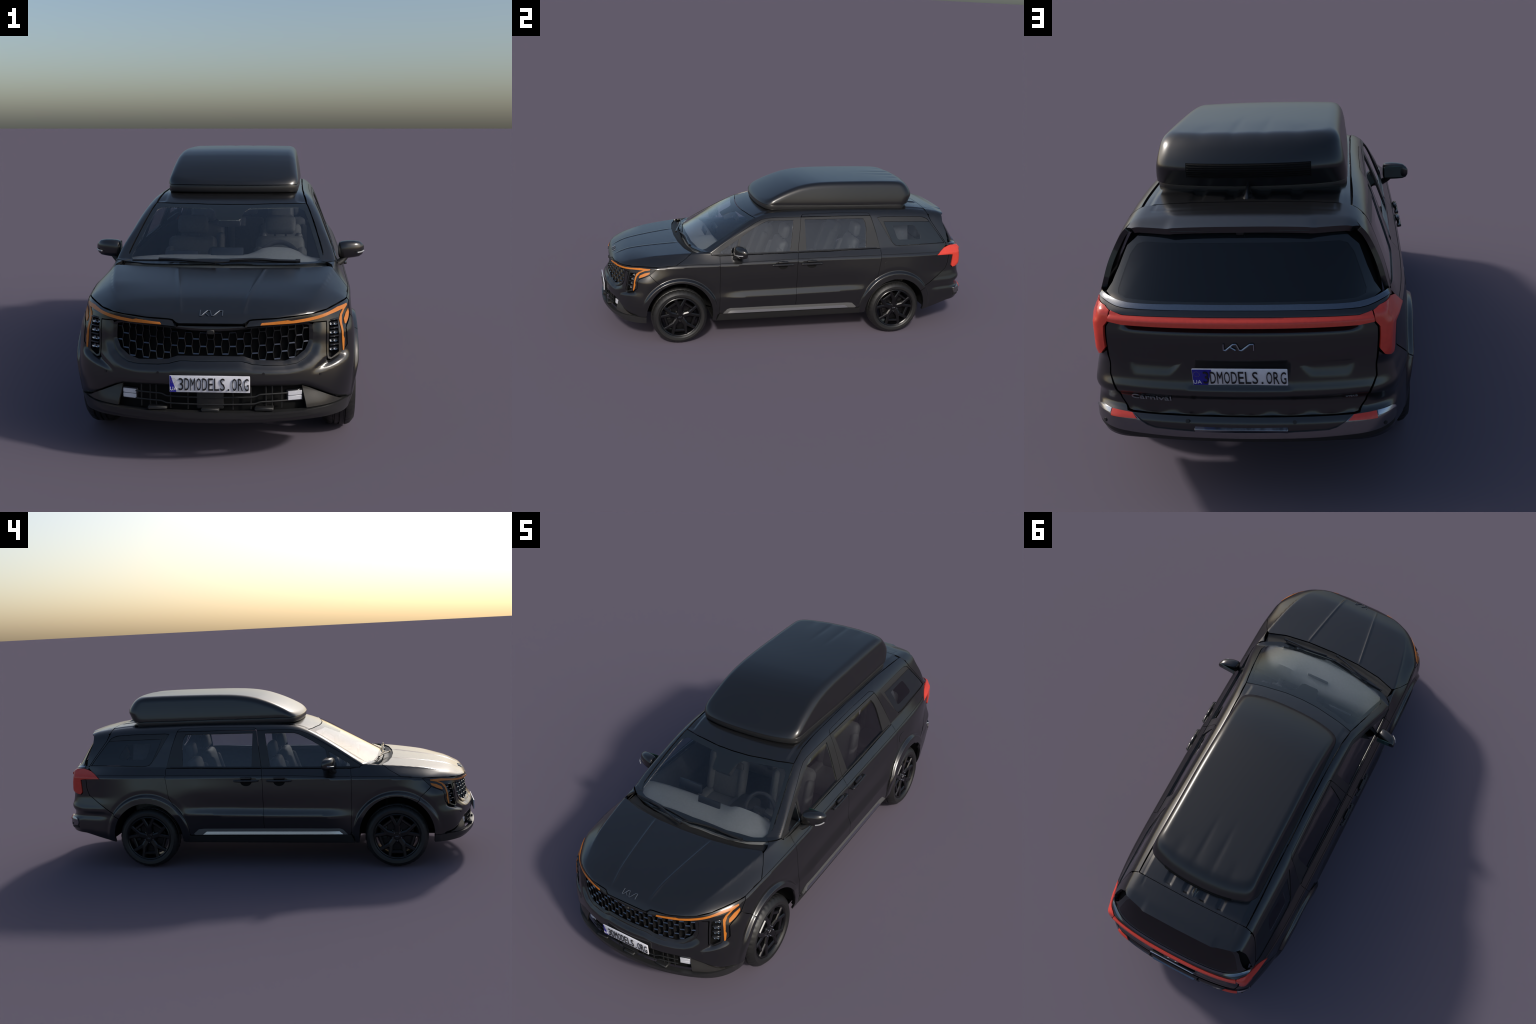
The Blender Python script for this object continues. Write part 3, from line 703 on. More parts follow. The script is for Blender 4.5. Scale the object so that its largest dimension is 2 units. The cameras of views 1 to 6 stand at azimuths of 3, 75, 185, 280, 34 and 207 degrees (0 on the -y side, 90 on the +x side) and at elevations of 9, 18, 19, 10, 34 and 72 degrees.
# intake floor teeth
for x0, x1 in ((-.166, -.115), (-.024, .024), (.115, .166)):
    P = pts3([('f', .5 * (x0 + x1), .153)])[0]
    V, F = rbox((x1 - x0, .030, .010), P + [0, .012, .002], .003, 1); add('intake_tooth', V, F, PLAST, BUMP, angle=40)
for x, z in ((.139, .250), (.289, .236)):
    for s in (1, -1):
        P = pts3([('f', x, z)])[0]; N = grad(P[None])[0]
        V, F = tube([P - N * .003, P + N * .0012], .0036, 12); add('parking_sensor', V * [s, 1, 1], F if s > 0 else [q[::-1] for q in F], GLOSSB, BUMP, angle=40)

# grille
gfo = [('f', 0, .376), ('f', .084, .376), ('f', .093, .3715), ('f', .128, .3715), ('f', .174, .3728), ('f', .221, .3728), ('f', .262, .3715), ('f', .2715, .367)] + gr[::-1]
gfi = [('f', 0, .363), ('f', .09, .364), ('f', .174, .3685), ('f', .25, .3695), ('f', .263, .366), ('f', .264, .325), ('f', .253, .303), ('f', .229, .287), ('f', .198, .280), ('f', .115, .286), ('f', .089, .295), ('f', 0, .297)]
def gf_relief(P):
    q = np.stack([np.abs(P[:, 0]), P[:, 2]], 1); gi = np.array([(a[1], a[2]) for a in gfi])
    return -.007 - .005 * (1 - sstep(0, .008, dist_to(q, gi, False)))
GR = panel('grille', 'front', sym(gfo), GLOSSB, holes=[sym(gfi)], step=.005, relief=gf_relief, thick=.012, gap=.0, hole_gap=0)
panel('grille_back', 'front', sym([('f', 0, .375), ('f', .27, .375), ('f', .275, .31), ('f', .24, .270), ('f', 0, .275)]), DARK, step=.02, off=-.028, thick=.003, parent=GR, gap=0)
gi2 = np.array([(q[1], q[2]) for q in gfi]); gi2 = np.vstack([gi2, gi2[::-1] * [-1, 1]])
dash = []; strut = []
CHROMEG = material('grille_bar_metal', (.17, .18, .20), rough=.22, metal=1., grain=(300, .06))
RZ = [.3725, .3555, .3378, .3195, .3010, .2835, .268]
PITCH = .0396
def gz(x, z): return z + .055 * x * x
_gx = np.linspace(0, .30, 61); _gzz = np.linspace(.255, .385, 53)
_gP = pts3([('f', x, z) for z in _gzz for x in _gx]); _gN = grad(_gP)
_gG = np.concatenate([_gP, _gN], 1).reshape(len(_gzz), len(_gx), 6)
def gp(x, z, d):
    """a point d behind the nose skin at (x, z)"""
    u = np.clip(abs(x) / .30 * 60, 0, 59.999); v = np.clip((z - .255) / .13 * 52, 0, 51.999); i, j = int(u), int(v); u -= i; v -= j
    q = (_gG[j, i] * (1 - u) + _gG[j, i + 1] * u) * (1 - v) + (_gG[j + 1, i] * (1 - u) + _gG[j + 1, i + 1] * u) * v
    P = q[:3] - q[3:] * d
    return P * [np.sign(x) if x else 1, 1, 1]
for r, z0 in enumerate(RZ):
    shift = PITCH * .5 * (r % 2)
    for c in range(-8, 9):
        x = c * PITCH + shift
        if abs(x) > .30: continue
        z = gz(x, z0)
        ok = inside(np.array([[x, z]]), gi2)[0] and inside(np.array([[x * 1.02, z]]), gi2)[0]
        if ok and abs(x) < .262:
            a, b = gp(x - .0082, gz(x - .0082, z0), .013), gp(x + .0082, gz(x + .0082, z0), .013)
            a2, b2 = a + [0, .012, .0], b + [0, .012, .0]
            up = np.array([0, 0, .0014]); fr = np.array([0, -.0015, -.0016])
            V = np.array([a - up + fr * 0, b - up, b + up + [0, .003, 0], a + up + [0, .003, 0], a2 - up, b2 - up, b2 + up, a2 + up])
            F = [(0, 1, 2, 3), (5, 4, 7, 6), (3, 2, 6, 7), (1, 0, 4, 5), (0, 3, 7, 4), (2, 1, 5, 6)]
            dash.append((V, F))
        if r < len(RZ) - 1:                                  # slanted struts down to the neighbours in the next row
            for sgn in (-1, 1):
                xa = x + sgn * .0082; xb = x + sgn * (PITCH / 2 - .0082)
                za, zb = gz(xa, z0), gz(xb, RZ[r + 1])
                pm = np.array([[.5 * (xa + xb), .5 * (za + zb)]])
                if not inside(pm, gi2)[0] or abs(xa) > .264: continue
                q = [gp(xa + (xb - xa) * t, za + (zb - za) * t, .014) for t in (0, .5, 1)]
                w = np.array([.0008, 0, 0]); bk = np.array([0, .013, 0])
                V = []
                for e in q: V += [e - w, e + w, e + w + bk, e - w + bk]
                F = [(0, 1, 5, 4), (4, 5, 9, 8), (1, 2, 6, 5), (5, 6, 10, 9), (2, 3, 7, 6), (6, 7, 11, 10), (3, 0, 4, 7), (7, 4, 8, 11)]
                strut.append((np.array(V), F))
add('grille_bars', *merge(*dash), CHROMEG, GR, smooth=False, stuff=True)
add('grille_lattice', *merge(*strut), GLOSSB, GR, smooth=False, stuff=True)
V, F = rbox((.020, .010, .012), gp(0, .3585, .012), .002, 1); add('front_camera', V, F, PLAST, GR, angle=40)

# emblem strokes, number plates
def strokes():
    return [[(.03, 1), (.03, .0)], [(.03, .0), (.10, .0), (.33, .95), (.43, .95)], [(.24, .48), (.40, .0)], [(.43, .95), (.52, .0)], [(.52, .0), (.60, .0), (.85, .95), (.97, .95)], [(.97, .95), (.97, .0)]]
def emblem(name, place, w, h, r, mat, parent):
    parts = []
    for s in strokes():
        q = densify(np.array(s) * [w, h] - [w / 2, h / 2], .006, False)
        P = np.array([place(a, b) for a, b in q]); parts.append(tube(P, r, 6))
    return add(name, *merge(*parts), mat, parent, angle=40)
def on_bonnet(a, b):
    q = np.array([[a, CH['nose'][1](np.array([[0, -.941, .403]]))[0, 1] + b]]); P = CH['nose'][0](q); return (P + grad(P) * .0014)[0]
emblem('emblem', on_bonnet, .063, .0155, .0013, BADGE, BON)

def number_plate(w, h, origin, M, strap, parent):
    """local frame: x along the plate, y up, z out of it"""
    pl = lambda vf: move(vf, origin, M)
    PL = add('number_plate', *pl(rbox((w, h, .004), (0, 0, .0), .0015, 2)), PLATEW, parent, angle=40)
    x0 = -w / 2
    t, b = strap                                         # blue field: width at the top and at the bottom
    V = np.array([(x0 + .001, -h / 2 + .001, .0018), (x0 + b, -h / 2 + .001, .0018), (x0 + t, h / 2 - .001, .0018), (x0 + .001, h / 2 - .001, .0018)]); V = np.vstack([V, V + [0, 0, .0008]])
    F = [(4, 5, 6, 7), (0, 1, 5, 4), (1, 2, 6, 5), (2, 3, 7, 6), (3, 0, 4, 7)]
    add('plate_blue_field', *pl((V, F)), PLATEB, PL, smooth=False)
    word = '3DMODELS.ORG'; cell = w * .885 / len(word); gl = []
    for i, ch in enumerate(word):                        # evenly pitched narrow letters
        V, F = text_mesh(ch, .0455, .0006)
        cw = cell * (.30 if ch == '.' else .80); hh = .0050 if ch == '.' else .033
        V[:, 0] = (V[:, 0] - (V[:, 0].min() + V[:, 0].max()) / 2) * cw / np.ptp(V[:, 0]) + x0 + .108 * w + (i + .5) * cell
        V[:, 1] = (V[:, 1] - V[:, 1].min()) * hh / np.ptp(V[:, 1]) - .0165; V[:, 2] += .0036
        gl.append((V, F))
    V, F = merge(*gl)
    add('plate_lettering', *pl((V, F)), INK, PL, smooth=False)
    V, F = text_mesh('UA', .014, .0005, 1.0); V[:, 0] += x0 + .0105; V[:, 1] += -h / 2 + .0095; V[:, 2] += .003
    add('plate_country_code', *pl((V, F)), PLATEW, PL, smooth=False)
    st = []
    for k in range(12):
        a = 2 * math.pi * k / 12; st.append(rbox((.0011, .0011, .0006), (x0 + .0105 + .0068 * math.cos(a), .009 + .0068 * math.sin(a), .0030), 0))
    add('plate_stars', *pl(merge(*st)), STAR, PL, smooth=False, stuff=True)
    V = []; n = 1
    return PL
M = np.array([[1, 0, 0], [0, 0, -1.], [0, 1, 0]])       # faces -y
number_plate(.210, .0445, (0, -.9965, .2265), M, (.004, .018), BUMP)
# ================================================================ tail
REAR_CUT = False        # spoiler and fins reach past the rear window
sp = [('t', 0, .7385), ('t', .12, .7365), ('t', .2495, .7325), ('t', .272, .737), ('t', .279, .760), ('t', .278, .792), ('t', .270, .818), ('t', .252, .838), ('t', .176, .857), ('t', .160, .864), ('t', 0, .866)]
def spoiler_relief(P):
    ax = np.abs(P[:, 0]); y = P[:, 1]
    t = .003 * (1 - sstep(.150, .175, ax)) * sstep(.79, .86, y) - .006 * sstep(.80, .865, y)
    rect = np.maximum(np.abs(ax) - .214, y - .772); rect = np.maximum(rect, .70 - y)
    return t - .0012 * bump(rect, .0022)
SPO = panel('spoiler', 'top', sym(sp), PAINT, step=.0055, relief=spoiler_relief, thick=.015)
V, F = rbox((.31, .008, .003), (0, .858, .6345), .0012, 2); add('spoiler_lip', V, F, GLOSSB, SPO, angle=40)
V, F = rbox((.018, .016, .010), (.0, .848, .628), .003, 2); add('rear_camera', V, F, PLAST, SPO, angle=40)
fin = [('s', .7405, .634), ('s', .7515, .607), ('s', .7925, .550), ('s', .8345, .4925), ('s', .847, .4925), ('s', .844, .52), ('s', .836, .55), ('s', .826, .583), ('s', .822, .600), ('s', .822, .615), ('s', .824, .630), ('s', .812, .640), ('s', .78, .645), ('s', .75, .644)]
panel('spoiler_fin', 'side', pts3(fin), PAINT, step=.006, thick=.012, parent=SPO, mirror=True)
REAR_CUT = True

panel('tailgate_frame', 'rear', sym([('r', 0, .645), ('r', .24, .64), ('r', .30, .60), ('r', .328, .49), ('r', .32, .46), ('r', 0, .44)]), DARK, step=.02, off=-.022, thick=.003, gap=0)
rgl = [('r', 0, .631), ('r', .225, .625), ('r', .238, .616), ('r', .247, .608), ('r', .264, .594), ('r', .281, .552), ('r', .297, .517), ('r', .312, .4955), ('r', .297, .4885), ('r', .275, .4868), ('r', .252, .4862), ('r', .137, .490), ('r', 0, .490)]
rgc = [('r', 0, .606), ('r', .222, .6045), ('r', .239, .599), ('r', .254, .580), ('r', .280, .508), ('r', .278, .4985), ('r', .259, .4935), ('r', .1, .4945), ('r', 0, .4943)]
RG = panel('rear_window_border', 'rear', sym(rgl), FRIT, holes=[sym(rgc)], step=.009, thick=.005, gap=0, hole_gap=0, off=.001)
panel('rear_window', 'rear', sym(rgc), GLASSR, step=.014, thick=.004, gap=0, parent=RG, off=.001)
chr_ = [('r', 0, .4895), ('r', .137, .4893), ('r', .252, .4855), ('r', .275, .4862), ('r', .297, .4878), ('r', .311, .4905), ('p', .3235, .853, .494), ('p', .329, .857, .4845), ('r', .313, .482), ('r', .299, .4798), ('r', .281, .4772), ('r', .263, .476), ('r', .137, .4783), ('r', 0, .479)]
tb = [('r', 0, .4785), ('r', .137, .4778), ('r', .263, .4755), ('r', .281, .4768), ('r', .299, .4793), ('r', .313, .4815), ('p', .329, .857, .4842), ('p', .331, .861, .4815), ('r', .306, .4757), ('r', .294, .4702), ('r', .262, .4645), ('r', .136, .466), ('r', 0, .4665)]
tl = [('r', 0, .4435), ('r', .136, .4435), ('r', .262, .4435), ('r', .2955, .4475), ('r', .3045, .435), ('r', .3035, .38), ('r', .301, .321), ('r', .288, .296), ('r', .277, .266), ('r', .262, .2425), ('r', .251, .2405), ('r', .20, .2405), ('r', 0, .2405)]
poc = np.array([(.119, .3685), (.262, .370), (.246, .324), (.156, .328)])
def tailgate_relief(P):
    q = np.stack([np.abs(P[:, 0]), P[:, 2]], 1); z = P[:, 2]
    d = -.014 * sstep(.432, .443, z) * (1 - sstep(.23, .275, q[:, 0]))
    d = d - .0022 * bump(z - .371, .0016)
    m = np.where(inside(q, poc), dist_to(q, poc), 0)
    d = d - .0045 * sstep(0, .012, m) * sstep(.322, .360, z)
    pl = np.maximum(q[:, 0] - .112, np.abs(z - .336) - .028)
    d = d - .003 * (1 - sstep(-.002, .006, pl))
    d = d - .004 * (1 - sstep(.2405, .250, z)) * (1 + .5 * np.sin(q[:, 0] * 70))
    return d
TG = panel('tailgate', 'rear', sym(tl), PAINT, step=.005, relief=tailgate_relief, thick=.012)
panel('tailgate_band', 'rear', sym(tb), PAINT, step=.005, thick=.02, parent=TG, gap=0, off=.001)
panel('chrome_moulding', 'rear', sym(chr_), CHROMED, step=.005, thick=.008, parent=TG, gap=0, off=.003)
lamp = np.array([(.3675, .778, .433), (.356, .801, .4525), (.345, .824, .470), (.338, .846, .477), (.3315, .861, .481), (.305, .906, .4752), (.2925, .922, .4695), (.2965, .928, .4485), (.307, .926, .435), (.306, .931, .385), (.316, .927, .371), (.334, .907, .3585), (.342, .891, .356), (.346, .884, .365), (.347, .884, .4285), (.352, .860, .4315)])
def lamp_relief(P): return .001 + .003 * sstep(.80, .86, P[:, 1])
panel('tail_lamp', 'rear', lamp, RED, step=.004, relief=lamp_relief, thick=.008, mirror=True, gap=.0006)
bar = [('r', 0, .466), ('r', .136, .4655), ('r', .262, .464), ('r', .291, .4698), ('r', .2955, .448), ('r', .262, .444), ('r', .136, .444), ('r', 0, .444)]
def bar_relief(P): return .010 - .006 * sstep(.456, .463, P[:, 2]) - .001
panel('light_bar', 'rear', sym(bar), RED, step=.0035, relief=bar_relief, thick=.02, parent=TG, gap=.0004)
corner = np.array([(.3385, .836, .4865), (.335, .843, .4925), (.3245, .852, .494), (.329, .857, .4845), (.3315, .860, .482), (.338, .845, .478)])
panel('tailgate_corner', 'rear', corner, PAINT, step=.004, thick=.01, mirror=True, gap=0, parent=TG)
def rear_place(z0):
    def g(a, b):
        P = pts3([('r', abs(a), z0 + b)])[0]; N = grad(P[None])[0]; P = P + N * .0035
        return P * [-np.sign(a) if a else 1, 1, 1]
    return g
emblem('emblem', rear_place(.4025), .071, .0145, .0021, CHROMEB, TG)
BADGEL = material('letter_metal', (.30, .30, .31), rough=.35, metal=.6, grain=(300, .06))
def rear_text(body, w, x0, z0, h, mat):
    V, F = text_mesh(body, .02, .0008, 1.25); V[:, 0] *= w / np.ptp(V[:, 0]); V[:, 1] *= h / np.ptp(V[:, 1]); V[:, 0] -= (V[:, 0].min() + V[:, 0].max()) / 2; V[:, 1] -= (V[:, 1].min() + V[:, 1].max()) / 2
    P = pts3([('r', abs(x0 - v[0]), z0 + v[1]) for v in V]); N = grad(P); P = P + N * (.0026 + V[:, 2:3])
    P[:, 0] *= np.sign(x0)
    add('badge_lettering', P, F, mat, TG, smooth=False)
rear_text('Carnival', .094, .205, .2765, .013, BADGEL)
rear_text('HYBRID', .026, -.246, .2825, .0045, BADGEL)
M = np.array([[-1, 0, 0], [0, 0, 1.], [0, 1, 0]])
t = math.atan2(.009, .043); R = np.array([[1, 0, 0], [0, math.cos(t), math.sin(t)], [0, -math.sin(t), math.cos(t)]])
number_plate(.212, .0445, (-.0005, .975, .3335), R @ M, (.044, .034), TG)

rb = ([('r', 0, .2385), ('r', .20, .2385), ('r', .252, .2385), ('r', .264, .2405), ('r', .279, .265), ('r', .290, .295), ('r', .303, .321), ('r', .3055, .379), ('p', .316, .927, .3695), ('p', .334, .907, .3567), ('p', .342, .890, .3542), ('p', .347, .8825, .3635), ('s', .8825, .4275), ('s', .853, .4305),
       ('s', .852, .385), ('s', .841, .351), ('s', .792, .317), ('s', .722, .270), ('s', .689, .245)] + r_arc(33, -9, 14) + [('s', .715, .126), ('s', .80, .147), ('s', .87, .164), ('r', .30, .171), ('r', .15, .182), ('r', 0, .185)])
chb = [('r', 0, .2065), ('r', .105, .207), ('r', .195, .210), ('r', .213, .215), ('r', .236, .229), ('r', .249, .2365), ('r', .299, .2385), ('s', .922, .2385), ('s', .912, .234), ('s', .908, .216), ('s', .912, .204), ('r', .311, .199), ('r', .251, .196), ('r', .148, .193), ('r', 0, .192)]
chq = np.array([(q[1], q[2]) for q in chb])
def rear_bumper_relief(P):
    q = np.stack([np.abs(P[:, 0]), P[:, 2]], 1); z = P[:, 2]; y = P[:, 1]
    w = sstep(.70, .80, y)
    d = .003 * bump(z - .286, .016) * w * sstep(.25, .32, q[:, 0]) - .006 * bump(z - .255, .016) * w * sstep(.25, .32, q[:, 0])
    return d
RB = panel('rear_bumper', 'rear', sym(rb), PAINT, step=.006, relief=rear_bumper_relief, thick=.012, creases=RINGS)
panel('bumper_trim', 'rear', sym(chb), SILVERD, step=.005, off=.004, thick=.010, parent=RB, gap=0)
top_b = [('r', .301, .2385), ('s', .922, .2385), ('s', .912, .234), ('s', .911, .229), ('s', .922, .2315), ('r', .303, .2305)]
panel('bumper_trim_cap', 'rear', pts3(top_b), CHROME, step=.005, off=.006, thick=.010, parent=RB, gap=0, mirror=True)
panel('rear_reflector', 'rear', pts3([('r', .299, .2382), ('r', .250, .2362), ('r', .238, .2275), ('r', .301, .2262)]), RED, step=.004, off=.0065, thick=.010, parent=RB, mirror=True, gap=0)
V, F = rbox((.210, .012, .0105), (0, .9925, .2115), .001, 1, rot=(-.45, 0, 0)); add('step_plate', V, F, CHROMED, RB, angle=40)
panel('rear_valance', 'rear', sym([('r', 0, .191), ('r', .148, .192), ('r', .251, .195), ('r', .311, .198), ('s', .912, .203), ('s', .910, .190), ('r', .30, .183), ('r', .25, .181), ('r', 0, .181)]), PLAST, step=.006, off=.002, thick=.02, parent=RB, gap=0)
for x, z in ((.319, .208), (.120, .229)):
    for s in (1, -1):
        P = pts3([('r', x, z)])[0]; N = grad(P[None])[0]
        V, F = tube([P, P + N * .006], .0045, 12); add('parking_sensor', V * [s, 1, 1], F if s > 0 else [q[::-1] for q in F], PLAST, RB, angle=40)

# ================================================================ dark inner shell, floor, wheel housings
def shell(name, chart, loop, off, mat, holes=(), mirror=False, step=.02):
    return panel(name, chart, loop, mat, holes=holes, step=step, off=off, thick=.002, gap=0, mirror=mirror)
hole_f = pts3(arc(ROWF[0], ROWF[1], .186, -14, 194, 40)); hole_r = pts3(arc(ROWR[0], ROWR[1], .180, -14, 194, 40))
low = ([('s', y, .118) for y in (-.78, -.465)] + arc(ROWF[0], .150, .182, -8, 188, 1)[:0])
side_in = ([('s', -.80, .30)] + arc(ROWF[0], .150, .190, 128, -8, 30, .196) + [('s', -.40, .116), ('s', .32, .120)] + arc(ROWR[0], .150, .184, 189, -9, 40) + [('s', .74, .128), ('s', .86, .16), ('s', .86, .46), ('s', .45, .474), ('s', 0, .464), ('s', -.43, .456), ('s', -.50, .455), ('s', -.66, .41), ('s', -.76, .40)])
shell('inner_side', 'side', pts3(side_in), -.016, CABIN, mirror=True)
shell('inner_front', 'front', sym([('f', 0, .392), ('f', .25, .385), ('f', .31, .38), ('s', -.82, .37), ('s', -.80, .33), ('s', -.81, .25), ('s', -.825, .13), ('f', .30, .122), ('f', 0, .124)]), -.048, DARK)
shell('inner_rear', 'rear', sym([('r', 0, .47), ('r', .28, .46), ('s', .86, .44), ('s', .76, .34), ('s', .74, .20), ('s', .80, .155), ('r', .28, .180), ('r', 0, .186)]), -.022, DARK)
shell('inner_bonnet', 'nose', sym([('f', 0, .385), ('f', .20, .392), ('f', .30, .40), ('s', -.75, .415), ('s', -.62, .425), ('t', .30, -.57), ('t', 0, -.60)]), -.022, DARK)
shell('headliner', 'top', sym([('t', 0, -.26), ('t', .23, -.23), ('t', .235, 0), ('t', .235, .5), ('t', .235, .74), ('t', 0, .775)]), -.022, LINER)
def housing(yc, r, x0, x1):
    prof = [(x1, r + .004), (x1 - .015, r + .002), (x0 + .02, r), (x0, r - .02), (x0, .02)]
    V = []; n = 40; m = len(prof)
    for i in range(n + 1):
        a = math.radians(-1 + 182 * i / n)
        for x, rr in prof: V.append((x, yc + rr * math.cos(a), .150 + rr * math.sin(a)))
    F = [(i * m + j, i * m + j + 1, (i + 1) * m + j + 1, (i + 1) * m + j) for i in range(n) for j in range(m - 1)]
    return np.array(V), F
for yc, r in ((ROWF[0], .181), (ROWR[0], .170)):
    for s in (1, -1):
        V, F = housing(yc, r, .235, .380)
        add('wheel_housing', V * [s, 1, 1], F, DARK, angle=40)
fl = []
for (y0, y1, w, z) in ((-.90, -.80, .26, .135), (-.83, -.43, .235, .125), (-.46, .37, .355, .122), (.36, .73, .235, .130), (.70, .90, .25, .170)):
    fl.append(rbox((2 * w, y1 - y0, .012), (0, (y0 + y1) / 2, z), .004, 1))
fl += [rbox((.05, 1.1, .03), (.10, .1, .112), .01, 2), rbox((.14, .20, .04), (-.1, .82, .155), .015, 2), rbox((.45, .04, .03), (0, .56, .12), .01, 2), rbox((.45, .04, .03), (0, -.62, .12), .01, 2)]
add('underbody', *merge(*fl), DARK, angle=40)
for yc, half in ((-.631, .24), (.544, .24)):
    V, F = tube([(-.32, yc, .145), (.32, yc, .145)], .016, 12); add('axle', V, F, STEEL, angle=40)
for s in (-1, 1):
    for y0, y1 in ((-.806, -.80), (.712, .72)):
        pass

# ================================================================ wheels
def make_wheel():
    R, rr, W = .1440, .1065, .090
    o = .5 * W
    prof = [(-o + .008, rr - .004), (-o, rr + .006), (-o - .001, rr + .018), (-o + .004, R - .013), (-o + .011, R - .005), (-o + .020, R - .0008), (-.020, R), (-.017, R - .004), (-.014, R - .004), (-.012, R), (-.002, R), (-.001, R - .004), (.002, R - .004), (.003, R), (.012, R), (.014, R - .004), (.017, R - .004), (.020, R),
            (o - .020, R - .0008), (o - .011, R - .005), (o - .004, R - .013), (o + .001, rr + .018), (o, rr + .006), (o - .004, rr + .001), (o - .010, rr - .004)]
    def tread(j, i, r):
        if r > R - .006 and i % 4 == 0 and (4 <= j <= 6 or 17 <= j <= 19): return r - .002
        return r
    tyre = lathe_x(prof, 160, tread)
    rim = [lathe_x([(o - .006, rr - .001), (o - .004, rr - .004), (o - .007, rr - .008), (o - .018, rr - .012), (.0, rr - .016), (-o + .02, rr - .014), (-o + .008, rr - .004)], 96)]
    def bar(p0, p1, w0, w1, d0, d1, t=.012):
        """a tapered spoke: centre line p0->p1 in the wheel plane, widths, depths from the face"""
        p0 = np.array(p0); p1 = np.array(p1); e = (p1 - p0) / np.linalg.norm(p1 - p0); n = np.array([-e[1], e[0]])
        S = []
        for k in np.linspace(0, 1, 5):
            c = p0 + (p1 - p0) * k; w = (w0 + (w1 - w0) * k) / 2; x = o - (d0 + (d1 - d0) * k)
            pts = [(-w, x - t), (-w, x - .004), (-w * .55, x), (w * .55, x), (w, x - .004), (w, x - t)]
            S.append(np.array([(px, *(c + n * a)) for a, px in pts]))
        return loft(S)
    P = lambda r, a: (r * math.cos(math.radians(a)), r * math.sin(math.radians(a)))
    sp_ = []
    for k in range(5):
        a = 90 + 72 * k
        sp_.append(bar(P(.018, a), P(.062, a), .028, .026, .012, .008, .018))
        for s in (-1, 1):
            sp_.append(bar(P(.052, a + s * 5), P(.105, a + s * 16), .019, .016, .008, .005, .018))      # arms of the Y
        b = a + 36
        sp_.append(bar(P(.0805, b - 22), P(.0805, b + 22), .014, .014, .0085, .0085, .016))               # cross bar to the next fork
        sp_.append(bar(P(.026, b), P(.034, b), .020, .008, .017, .020, .012))
    hub = lathe_x([(o - .011, .0001), (o - .011, .0125), (o - .013, .0135), (o - .014, .028), (o - .020, .031), (.0, .032)], 48)
    disc = lathe_x([(.012, .03), (.012, .078), (.004, .078), (.004, .03)], 64)
    drum = lathe_x([(.010, .0001), (.010, .034), (-.03, .034)], 48)
    cal = rbox((.03, .03, .07), (.008, -.058, .018), .008, 2)
    nuts = []
    for k in range(5):
        a = 90 + 36 + 72 * k; y, z = P(.0205, a)
        V, F = lathe_x([(o - .006, .0001), (o - .006, .0022), (o - .008, .0034), (o - .016, .0034)], 10); nuts.append(move((V, F), (0, y, z)))
    lg = []
    for st in strokes():
        q = np.array(st) * [.017, .0045] - [.0085, .00225]; q = densify(q, .003, False)
        lg.append(tube(np.stack([np.full(len(q), o - .0105), q[:, 0], q[:, 1]], 1), .0006, 4))
    return dict(tyre=(tyre, RUBBER), rim=(merge(*rim, *sp_, hub), RIM), brake_disc=(merge(disc, drum), STEEL), brake_caliper=(cal, PLAST), wheel_nut=(merge(*nuts), NUT), centre_cap_emblem=(merge(*lg), NUT)), W
WH, W = make_wheel()
wmesh = {}
for k, (vf, mt) in WH.items():
    o_ = add(k, *vf, mt, angle=32); wmesh[k] = o_.data; bpy.data.objects.remove(o_)
first = {}
for yc in (FRONT_AXLE, REAR_AXLE):
    for s in (1, -1):
        e = bpy.data.objects.new('wheel', None); e.empty_display_size = .05; bpy.context.collection.objects.link(e); e.parent = ROOT
        e.location = (s * .350, yc, .144); e.rotation_euler = (random.uniform(-.4, .4) if False else 0, 0, 0 if s > 0 else math.pi)
        for k, me in wmesh.items():
            c = bpy.data.objects.new(k, me); 
            if k == 'wheel_nut': c['kind'] = 'stuff'
            bpy.context.collection.objects.link(c); c.parent = e

# ================================================================ door handles, mirrors
for par, yc, sg_ in ((FD, -.099, 1), (RD, .057, 1)):
    for s, pr in ((1, par[0]), (-1, par[1])):
        z0 = .4135 if par is FD else .4155
        P0 = pts3([('s', yc, z0)])[0]; N = grad(P0[None])[0]
        yy = np.linspace(-.058, .058, 15); Q = pts3([('s', yc + t, z0 + .012 * t) for t in yy])
        bar_ = []
        for t, q in zip(yy, Q):
            k = abs(t) / .058
            out = .0155 - .004 * k ** 4; w = .0062 * (1 - .35 * k ** 3)
            bar_.append(np.array([q + [out - .006 + .006 * math.cos(a), 0, w * math.sin(a)] for a in np.linspace(0, 2 * math.pi, 10, endpoint=False)]))
        V, F = loft(bar_)
        V2, F2 = rbox((.012, .016, .012), P0 + [.004, .0, .0], .003, 1); 
        ft = merge((V, F), rbox((.018, .010, .008), P0 + [.006, .050, .0006], .002, 1), rbox((.018, .010, .008), P0 + [.006, -.050, -.0006], .002, 1))
        add('door_handle', ft[0] * [s, 1, 1], ft[1] if s > 0 else [q[::-1] for q in ft[1]], GLOSSB, pr, angle=45)
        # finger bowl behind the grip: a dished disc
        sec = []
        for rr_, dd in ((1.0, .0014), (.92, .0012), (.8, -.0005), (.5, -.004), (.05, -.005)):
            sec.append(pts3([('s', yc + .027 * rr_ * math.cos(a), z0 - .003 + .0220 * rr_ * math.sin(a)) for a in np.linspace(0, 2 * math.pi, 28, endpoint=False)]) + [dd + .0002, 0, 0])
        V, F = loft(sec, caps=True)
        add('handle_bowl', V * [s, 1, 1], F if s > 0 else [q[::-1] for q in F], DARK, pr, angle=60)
        V, F = rbox((.012, .052, .013), P0 + [.005, .0, .0125], .005, 2); add('handle_cover', V * [s, 1, 1], F if s > 0 else [q[::-1] for q in F], GLOSSB, pr, angle=45)

